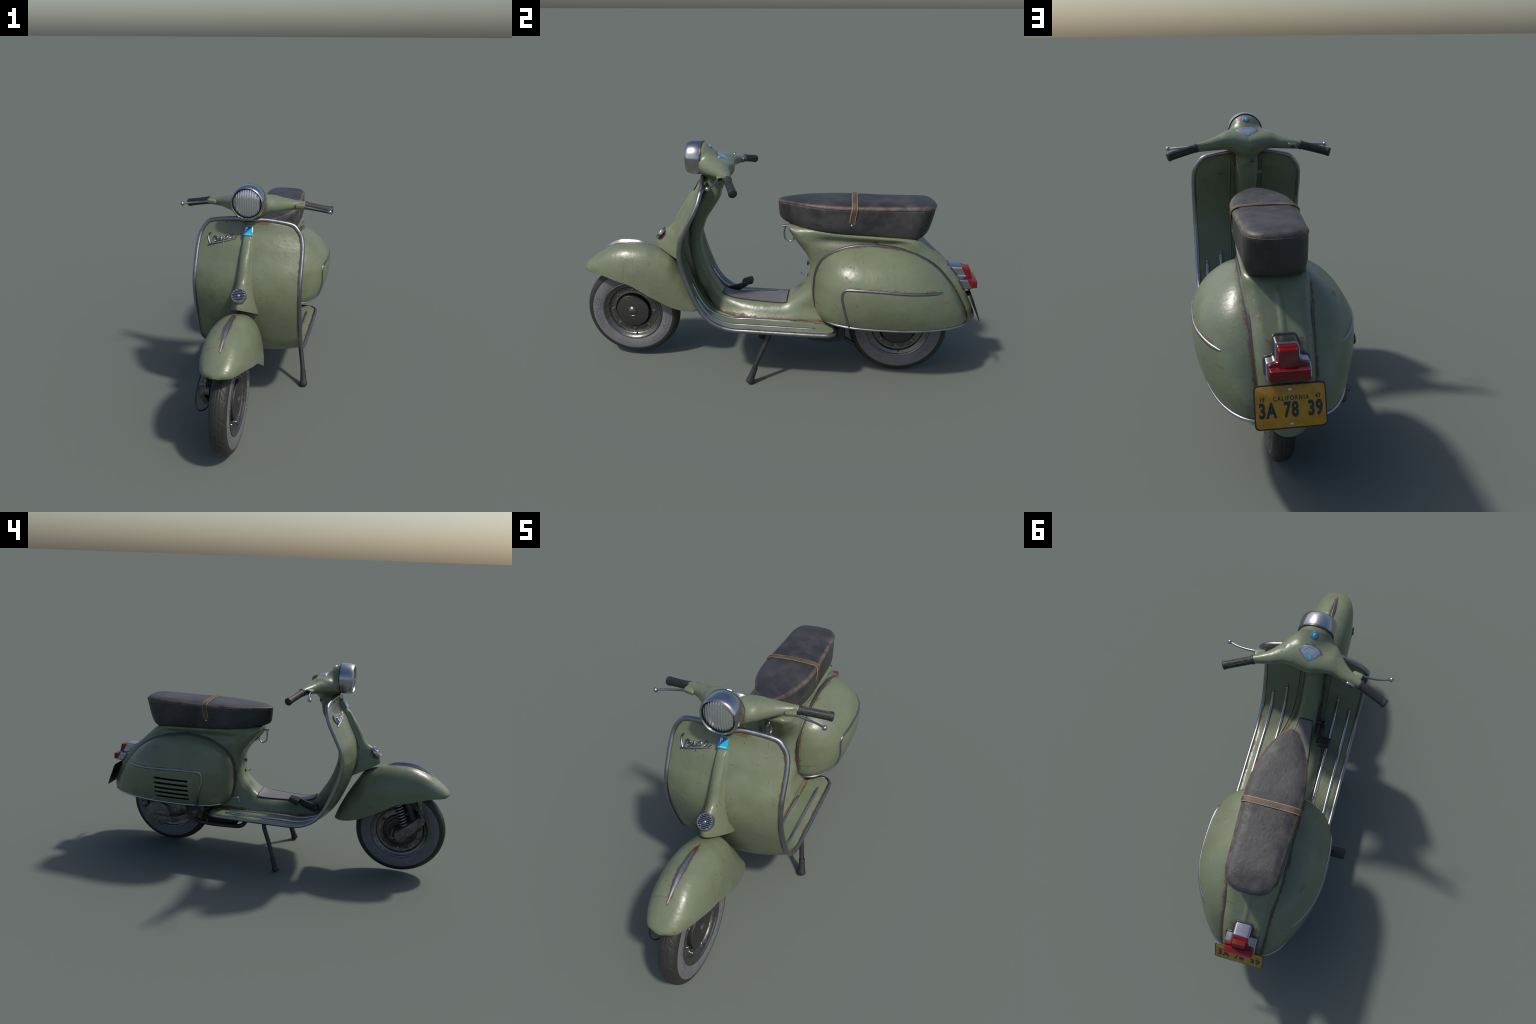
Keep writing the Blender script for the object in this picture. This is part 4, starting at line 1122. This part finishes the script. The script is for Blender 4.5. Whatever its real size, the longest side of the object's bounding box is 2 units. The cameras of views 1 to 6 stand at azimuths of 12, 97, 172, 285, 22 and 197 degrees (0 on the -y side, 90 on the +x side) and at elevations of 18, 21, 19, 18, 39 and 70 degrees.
# (inset along the outline normal, height fraction between bottom (0) and rim (1)); the rear leans in more towards the bottom
yrel = planr[:, 1]
lean = 0.005 + 0.030 * sstep(0.66, 0.74, yrel) + 0.004 * sstep(0.06, 0.02, yrel)


def ring(inset, z):
    p = planr - pn * np.broadcast_to(inset, (len(planr),))[:, None]
    return np.column_stack([p, z])


cen = lambda f: np.column_stack([planr[:, 0] * f, 0.36 + (planr[:, 1] - 0.36) * f])
zb, zr = z_bot(yrel), z_rim(yrel)
for f in (0.02, 0.4, 0.75):
    c_ = cen(f * 0.80); rings.append(np.column_stack([c_, z_bot(c_[:, 1]) - 0.002]))
ends = 0.5 + 0.5 * np.maximum(sstep(0.14, 0.04, yrel), sstep(0.62, 0.72, yrel))      # nose and tail are rounded more than the sides
for fr_, ins in ((0.0, 0.032), (0.010, 0.022), (0.035, 0.014), (0.075, 0.008), (0.13, 0.0035), (0.20, 0.0008)):
    rings.append(ring(lean * (1 - fr_) + ins * ends, zb + (zr - zb) * fr_))
for fr_ in np.linspace(0.28, 0.93, 8):
    rings.append(ring(lean * (1 - fr_) - 0.002 * math.sin(PI * fr_), zb + (zr - zb) * fr_))
rings.append(ring(0.0008, zr - 0.0020)); rings.append(ring(0.0026, zr)); rings.append(ring(0.0004, zr + 0.0022))
for f_in, hf in ((0.0008, 0.14), (0.0022, 0.28), (0.006, 0.43), (0.011, 0.57), (0.018, 0.68)):
    p = planr - pn * f_in; rings.append(np.column_stack([p, zr + (z_top(p[:, 1]) - zr) * hf]))
for f in (0.72, 0.55, 0.38, 0.20, 0.02):
    c_ = cen(f); k = 1 - f ** 3 * 0.62
    rings.append(np.column_stack([c_, z_rim(c_[:, 1]) + (z_top(c_[:, 1]) - z_rim(c_[:, 1])) * (0.68 + 0.32 * k)]))
seat = grid("saddle", np.array(rings), M["leather"], root, close_c=True, caps=True, angle=180)
seam = ring(-0.0005, zr + 0.0)
tube("saddle_piping", smooth_path(seam, 200, closed=True), 0.0018, M["leather"], seat, n=8, closed=True)
# leather strap over the saddle
sy_c = 0.372
halfw = float(rim_w(sy_c))
sp = [(-halfw + 0.006, 0.361, 0.795), (-halfw - 0.0015, 0.366, 0.845), (-halfw - 0.003, 0.371, 0.876), (-halfw - 0.001, 0.372, 0.888), (-halfw + 0.011, 0.372, 0.8975), (-halfw + 0.030, 0.372, 0.9030), (-0.05, 0.372, 0.9060), (0, 0.372, 0.9075)]
sp = np.array(sp + [(-x, y, z) for x, y, z in sp[-2::-1]])
spth = smooth_path(sp, 90)
upv = np.column_stack([spth[:, 0] * 7, 0 * spth[:, 0], spth[:, 2] - 0.80])
for nm, wdt, th, mt in (("saddle_strap", 0.0100, 0.0022, "strap"), ("strap_binding", 0.0138, 0.0015, "strap_edge")):
    t_, u_, b_ = frames(spth, up=upv)
    corners = [(-1, -1), (-1, 1), (1, 1), (1, -1)]
    SP = np.array([[spth[i] + u_[i] * (0.0010 + th * b) + b_[i] * wdt * a for a, b in corners] for i in range(90)])
    st = grid(nm, SP, M[mt], seat, close_c=True, caps=True, angle=30)
for sx in (1, -1):
    lathe("strap_stud", [(0.0075, 0), (0.0070, 0.002), (0.0045, 0.0045), (0.0005, 0.0055)], (sx * (halfw - 0.0045), 0.3615, 0.803), (sx, 0, -0.2), M["chrome"], seat, n=20)

# ------------------------------------------------------------------ tail lamp and number plate
tn = np.array([0, 1.0, 0.02]); tn /= np.linalg.norm(tn)
shape = rounded_poly([(-0.072, 0.488), (0.072, 0.488), (0.072, 0.536), (0.041, 0.541), (0.038, 0.590), (-0.038, 0.590), (-0.041, 0.541), (-0.072, 0.536)], [0.010, 0.010, 0.010, 0.012, 0.012, 0.012, 0.012, 0.010], 6)
def face_y(z): return 0.966 - (z - 0.488) * 0.56        # raked front of the housing
def shell(o, y0, y1f):
    return np.array([np.column_stack([o[:, 0], y0(o), o[:, 1]]), np.column_stack([o[:, 0], y1f(o), o[:, 1]])])
body_back = lambda o: np.where(o[:, 1] > 0.535, 0.838 + (0.590 - o[:, 1]) * 0.35, 0.870 + (0.540 - o[:, 1]) * 0.45) - 0.01
oc = shape.mean(0); ins = lambda o, d: oc + (o - oc) * (1 - d / np.linalg.norm(o - oc, axis=1))[:, None]
o2 = ins(shape, 0.0025); o3 = ins(shape, 0.0045)
LP = np.array([np.column_stack([shape[:, 0], body_back(shape), shape[:, 1]]), np.column_stack([shape[:, 0], face_y(shape[:, 1]) - 0.014, shape[:, 1]]), np.column_stack([o2[:, 0] , face_y(o2[:, 1]) - 0.0125, o2[:, 1]]),
               np.column_stack([o3[:, 0], face_y(o3[:, 1]) - 0.0125, o3[:, 1]]), np.column_stack([o3[:, 0], face_y(o3[:, 1]) - 0.024, o3[:, 1]])])
tail = grid("tail_lamp", LP, M["chrome"], root, close_c=True, caps=True, angle=35)
# black rubber seat that follows the body
def tail_y(x, z):
    lo, hi = 0.70, 1.05
    for _ in range(30):
        mid = (lo + hi) / 2
        if body_sdf(np.array([x]), np.array([mid]), np.array([z]))[0] < 0: lo = mid
        else: hi = mid
    return lo
og = oc + (shape - oc) * 1.0
gpts = np.array([(x, tail_y(x, z) + 0.001, z) for x, z in og])
tube("lamp_gasket", gpts, 0.0055, M["gasket"], tail, n=8, closed=True)
lens_o = ins(shape, 0.0048); lens2 = ins(shape, 0.009)
RP = np.array([np.column_stack([lens_o[:, 0], face_y(lens_o[:, 1]) - 0.020, lens_o[:, 1]]), np.column_stack([lens_o[:, 0], face_y(lens_o[:, 1]) - 0.004, lens_o[:, 1]]), np.column_stack([lens2[:, 0], face_y(lens2[:, 1]) + 0.001, lens2[:, 1]])])
lens = grid("tail_lens", RP, M["lens_red"], tail, close_c=True, caps=True, angle=35)
low = rounded_poly([(-0.0648, 0.4930), (0.0648, 0.4930), (0.0648, 0.528), (-0.0648, 0.528)], 0.006, 5)
def slab(name, o, y0, yf_, ins_d):
    c0 = o.mean(0); oi = c0 + (o - c0) * (1 - ins_d / np.linalg.norm(o - c0, axis=1))[:, None]
    Q = np.array([np.column_stack([o[:, 0], np.full(len(o), y0), o[:, 1]]), np.column_stack([o[:, 0], yf_(o[:, 1]) - 0.003, o[:, 1]]), np.column_stack([oi[:, 0], yf_(oi[:, 1]), oi[:, 1]])])
    return grid(name, Q, M["lens_red"], lens, close_c=True, caps=True, angle=35)
slab("lens_block", low, 0.930, lambda z: 0.976 - (z - 0.490) * 0.10, 0.004)
upper = rounded_poly([(-0.0320, 0.520), (0.0320, 0.520), (0.0320, 0.581), (-0.0320, 0.581)], 0.007, 5)
slab("lens_block", upper, 0.900, lambda z: 0.954 - (z - 0.520) * 0.25, 0.005)

# number plate
pt, pb = np.array([0, 0.9475, 0.471]), np.array([0, 0.9965, 0.340])
pd = (pt - pb) / np.linalg.norm(pt - pb); ph_ = np.linalg.norm(pt - pb); pnrm = np.cross([-1, 0, 0], pd); pnrm = pnrm if pnrm[1] > 0 else -pnrm
pcn = (pt + pb) / 2 - pnrm * 0.002
def rr_rect(w, h, r): return rounded_poly([(-w, -h), (w, -h), (w, h), (-w, h)], r, 7)
plate = prism("number_plate", rr_rect(0.1155, ph_ / 2, 0.017), 0.0032, pcn - pnrm * 0.001, pnrm, (-1, 0, 0), M["plate_black"], root, bevel=0.001)
prism("plate_face", rr_rect(0.1110, ph_ / 2 - 0.0045, 0.014), 0.0008, pcn + pnrm * 0.0020, pnrm, (-1, 0, 0), M["plate_yellow"], plate, bevel=0.0002)
pf = pcn + pnrm * 0.0031
X_ = np.array([-1.0, 0, 0])
ptxt = lambda s, size, u, v, **k: text("plate_lettering", s, size, pf + X_ * u + pd * v, X_, pd, M["plate_black"], plate, extrude=0.0003, **k)
ptxt("CALIFORNIA", 0.0195, 0.002, 0.0245, bold=0.0005, sx=0.80, spacing=1.35)
ptxt("19", 0.0195, -0.090, 0.0245, bold=0.0005, sx=0.80, spacing=1.2)
ptxt("47", 0.0195, 0.088, 0.0255, bold=0.0005, sx=0.80, spacing=1.2)
for s_, u in (("3A", -0.074), ("78", 0.001), ("39", 0.078)):
    ptxt(s_, 0.0640, u, -0.0125, bold=0.0026, sx=0.69, spacing=1.14)
for v in (0.0525, -0.0545):
    lathe("plate_screw", [(0.0062, 0), (0.0058, 0.0016), (0.003, 0.0026), (0.0005, 0.0028)], pf + pd * v, pnrm, M["chrome"], plate, n=20)
tube("plate_bracket", np.array([(0, 0.92, 0.44), (0, 0.955, 0.437)]), 0.012, M["black_metal"], plate, n=12)

# ------------------------------------------------------------------ tunnel mat, brake pedal, fuel tap, choke, bag hook
def body_top(x, y):
    lo, hi = 0.30, 0.60
    if y < -0.2: hi = 0.45
    for _ in range(36):
        mid = (lo + hi) / 2
        if body_sdf(np.array([x]), np.array([y]), np.array([mid]))[0] < 0: lo = mid
        else: hi = mid
    return lo


mys = np.linspace(-0.268, 0.058, 44); mw = pchip([-0.268, -0.1, 0.058], [0.036, 0.058, 0.077])
MP = np.array([[(a_ * mw(y), y, body_top(a_ * mw(y), y) + 0.0035) for a_ in np.linspace(-1, 1, 17)] for y in mys])
mat_ob = grid("floor_mat", MP, M["mat"], root, thick=0.005, offset=0)
rimloop = np.vstack([MP[0], MP[1:, -1], MP[-1, ::-1][1:], MP[::-1, 0][1:-1]]) + [0, 0, 0.0012]
tube("mat_border", rimloop, 0.0026, M["rubber"], mat_ob, n=8, closed=True)

pedal = yz_prism("brake_pedal", np.array([(-0.300, 0.340), (-0.284, 0.333), (-0.262, 0.337), (-0.215, 0.352), (-0.165, 0.385), (-0.150, 0.400), (-0.156, 0.409), (-0.185, 0.402), (-0.235, 0.386), (-0.285, 0.372), (-0.300, 0.360)]), -0.079, -0.093, M["black_metal"], root, 0.003)
lathe("pedal_pivot", [(0.009, 0), (0.009, 0.045), (0.007, 0.047), (0.001, 0.047)], (-0.050, -0.288, 0.352), (-1, 0, 0), M["steel"], pedal, n=18)
box("pedal_pad", (0.056, 0.058, 0.026), (-0.122, -0.166, 0.396), M["rubber"], pedal, zdir=(0, -0.35, 1), xdir=(1, 0, 0), bevel=0.005)
ribs_ = [box("rib", (0.050, 0.004, 0.004), np.array([-0.122, -0.166, 0.396]) + orient(np.array([0, k * 0.009, 0.0135]), (0, 0, 0), (0, -0.35, 1), (1, 0, 0)), M["rubber"], None, zdir=(0, -0.35, 1), xdir=(1, 0, 0), bevel=0.001) for k in range(-2, 3)]
join("pad_ribs", ribs_, pedal, "stuff")

tap = lathe("choke_knob", [(0.004, 0), (0.004, 0.010), (0.013, 0.011), (0.0135, 0.014), (0.009, 0.018), (0.001, 0.019)], (0, 0.170, 0.561), (0, -1, 0), M["black_metal"], root, n=20)
ft = lathe("fuel_tap", [(0.009, 0), (0.009, 0.006), (0.004, 0.010), (0.001, 0.010)], (0, 0.164, 0.498), (0, -1, 0), M["black_metal"], root, n=18)
tube("tap_lever", smooth_path(np.array([(0, 0.158, 0.498), (0, 0.145, 0.498), (0, 0.132, 0.502), (0, 0.121, 0.512)]), 16), np.linspace(0.0022, 0.0034, 16), M["chrome"], ft, n=8)

hook = tube("bag_hook", smooth_path(np.array([(0.006, 0.042, 0.745), (0.006, 0.038, 0.735), (0.006, 0.0375, 0.705), (0.006, 0.045, 0.683), (0.006, 0.063, 0.674), (0.006, 0.081, 0.684), (0.006, 0.086, 0.702)]), 40), 0.0042, M["chrome"], root, n=10)
tube("hook_barrel", np.array([(0.0, 0.027, 0.7515), (0.0, 0.063, 0.7515)]), 0.0065, M["chrome"], hook, n=14)
tube("hook_strut", np.array([(0.006, 0.056, 0.745), (0.006, 0.084, 0.706), (0.004, 0.105, 0.680)]), 0.0038, M["chrome"], hook, n=8)

# seam on the front saddle of the body (pressed strip)
# ------------------------------------------------------------------ centre stand
stand_mesh = []
for sx in (1, -1):
    pth = smooth_path(np.array([(sx * 0.150, -0.012, 0.272), (sx * 0.190, -0.015, 0.262), (sx * 0.203, -0.021, 0.235), (sx * 0.218, -0.051, 0.165), (sx * 0.2345, -0.085, 0.078), (sx * 0.240, -0.099, 0.035)]), 40)
    stand_mesh.append(tube("stand_leg", pth, 0.0122, M["black_metal"], None, n=16))
stand_mesh.append(tube("stand_bar", np.array([(-0.155, -0.010, 0.268), (0.155, -0.010, 0.268)]), 0.0108, M["black_metal"], None, n=14))
stand = join("centre_stand", stand_mesh, root)
for sx in (1, -1):
    A = np.array([sx * 0.2345, -0.083, 0.080]); B = np.array([sx * 0.2425, -0.1060, 0.0125]); d = B - A; L = np.linalg.norm(d)
    foot = lathe("stand_foot", [(0.011, -0.003), (0.0145, -0.003), (0.0148, 0.0), (0.0150, L * 0.35), (0.0175, L * 0.75), (0.0205, L * 0.95), (0.0205, L + 0.002), (0.0180, L + 0.008), (0.010, L + 0.010), (0.001, L + 0.010)], A, d, M["rubber"], stand, n=28)

# ------------------------------------------------------------------ engine, silencer, kick starter
eng = yz_prism("engine_case", smooth_path(np.array([(0.36, 0.300), (0.45, 0.345), (0.60, 0.345), (0.675, 0.300), (0.672, 0.235), (0.62, 0.195), (0.56, 0.205), (0.47, 0.245), (0.38, 0.245)]), 60, closed=True), -0.070, -0.160, M["cast"], root, 0.012)
yz_prism("clutch_cover", smooth_path(np.array([(0.435, 0.310), (0.48, 0.345), (0.60, 0.350), (0.655, 0.300), (0.62, 0.225), (0.56, 0.215), (0.50, 0.255), (0.445, 0.280)]), 60, closed=True), -0.150, -0.236, M["cast"], eng, 0.012)
lathe("flywheel_cover", [(0.080, 0), (0.080, 0.092), (0.073, 0.105), (0.073, 0.154), (0.070, 0.160), (0.060, 0.164), (0.030, 0.166), (0.001, 0.167)], (-0.100, 0.604, 0.258), (-1, 0, 0), M["cast"], eng, n=56)
karm = yz_prism("kick_starter", np.array([(0.628, 0.243), (0.622, 0.256), (0.606, 0.262), (0.585, 0.258), (0.53, 0.254), (0.47, 0.264), (0.41, 0.292), (0.375, 0.318), (0.362, 0.310), (0.366, 0.296), (0.40, 0.262), (0.46, 0.236), (0.53, 0.228), (0.59, 0.227), (0.612, 0.226), (0.624, 0.231)]), -0.263, -0.282, M["cast"], eng, 0.004)
lathe("kick_bolt", [(0.009, 0), (0.009, 0.006), (0.001, 0.007)], (-0.281, 0.606, 0.244), (-1, 0, 0), M["steel"], eng, n=14)
kp = lathe("kick_pedal", [(0.012, 0.0), (0.024, 0.0), (0.026, 0.006), (0.026, 0.086), (0.023, 0.092), (0.001, 0.093)], (-0.272, 0.360, 0.318), (-1, 0.0, 0.03), M["rubber"], eng, n=28)
tube("exhaust_pipe", smooth_path(np.array([(-0.12, 0.440, 0.265), (-0.17, 0.415, 0.244), (-0.185, 0.390, 0.222), (-0.182, 0.310, 0.210), (-0.172, 0.200, 0.209), (-0.165, 0.140, 0.211), (-0.160, 0.112, 0.228), (-0.130, 0.095, 0.262)]), 60), 0.0125, M["black_metal"], root, n=16)
sil = yz_prism("silencer", smooth_path(np.array([(0.152, 0.228), (0.170, 0.202), (0.20, 0.192), (0.27, 0.189), (0.325, 0.195), (0.342, 0.215), (0.340, 0.264), (0.17, 0.264)]), 60, closed=True), -0.140, 0.132, M["black_metal"], root, 0.014)
tube("tail_pipe", np.array([(0.085, 0.322, 0.215), (0.085, 0.350, 0.198), (0.085, 0.404, 0.166)]), 0.0105, M["black_metal"], sil, n=16)
tube("frame_strut", np.array([(0.130, 0.335, 0.325), (0.130, 0.335, 0.225)]), 0.020, M["black_metal"], root, n=14)
tube("swing_arm", np.array([(-0.06, 0.33, 0.285), (-0.075, 0.45, 0.27), (-0.075, 0.617, 0.246)]), 0.03, M["cast"], eng, n=16)
box("engine_bracket", (0.050, 0.066, 0.030), (-0.092, 0.760, 0.256), M["cast"], eng, zdir=(1, 0, 0), xdir=(0, 1, 0), bevel=0.006)
rs = lathe("rear_damper", [(0.016, 0), (0.016, 0.16), (0.001, 0.161)], (-0.085, 0.760, 0.265), (0, 0.02, 1), M["cast"], root, n=20)
lathe("damper_bolt", [(0.016, 0), (0.016, 0.006), (0.010, 0.008), (0.009, 0.014), (0.001, 0.015)], (-0.104, 0.757, 0.240), (-1, 0, 0), M["steel"], rs, n=18)

# ------------------------------------------------------------------ keep the tree at thing > part > sub-part
def depth(o):
    n = 0
    while o.parent is not None:
        o = o.parent; n += 1
    return n


for o in list(bpy.data.objects):
    while depth(o) > 2:
        o.parent = o.parent.parent
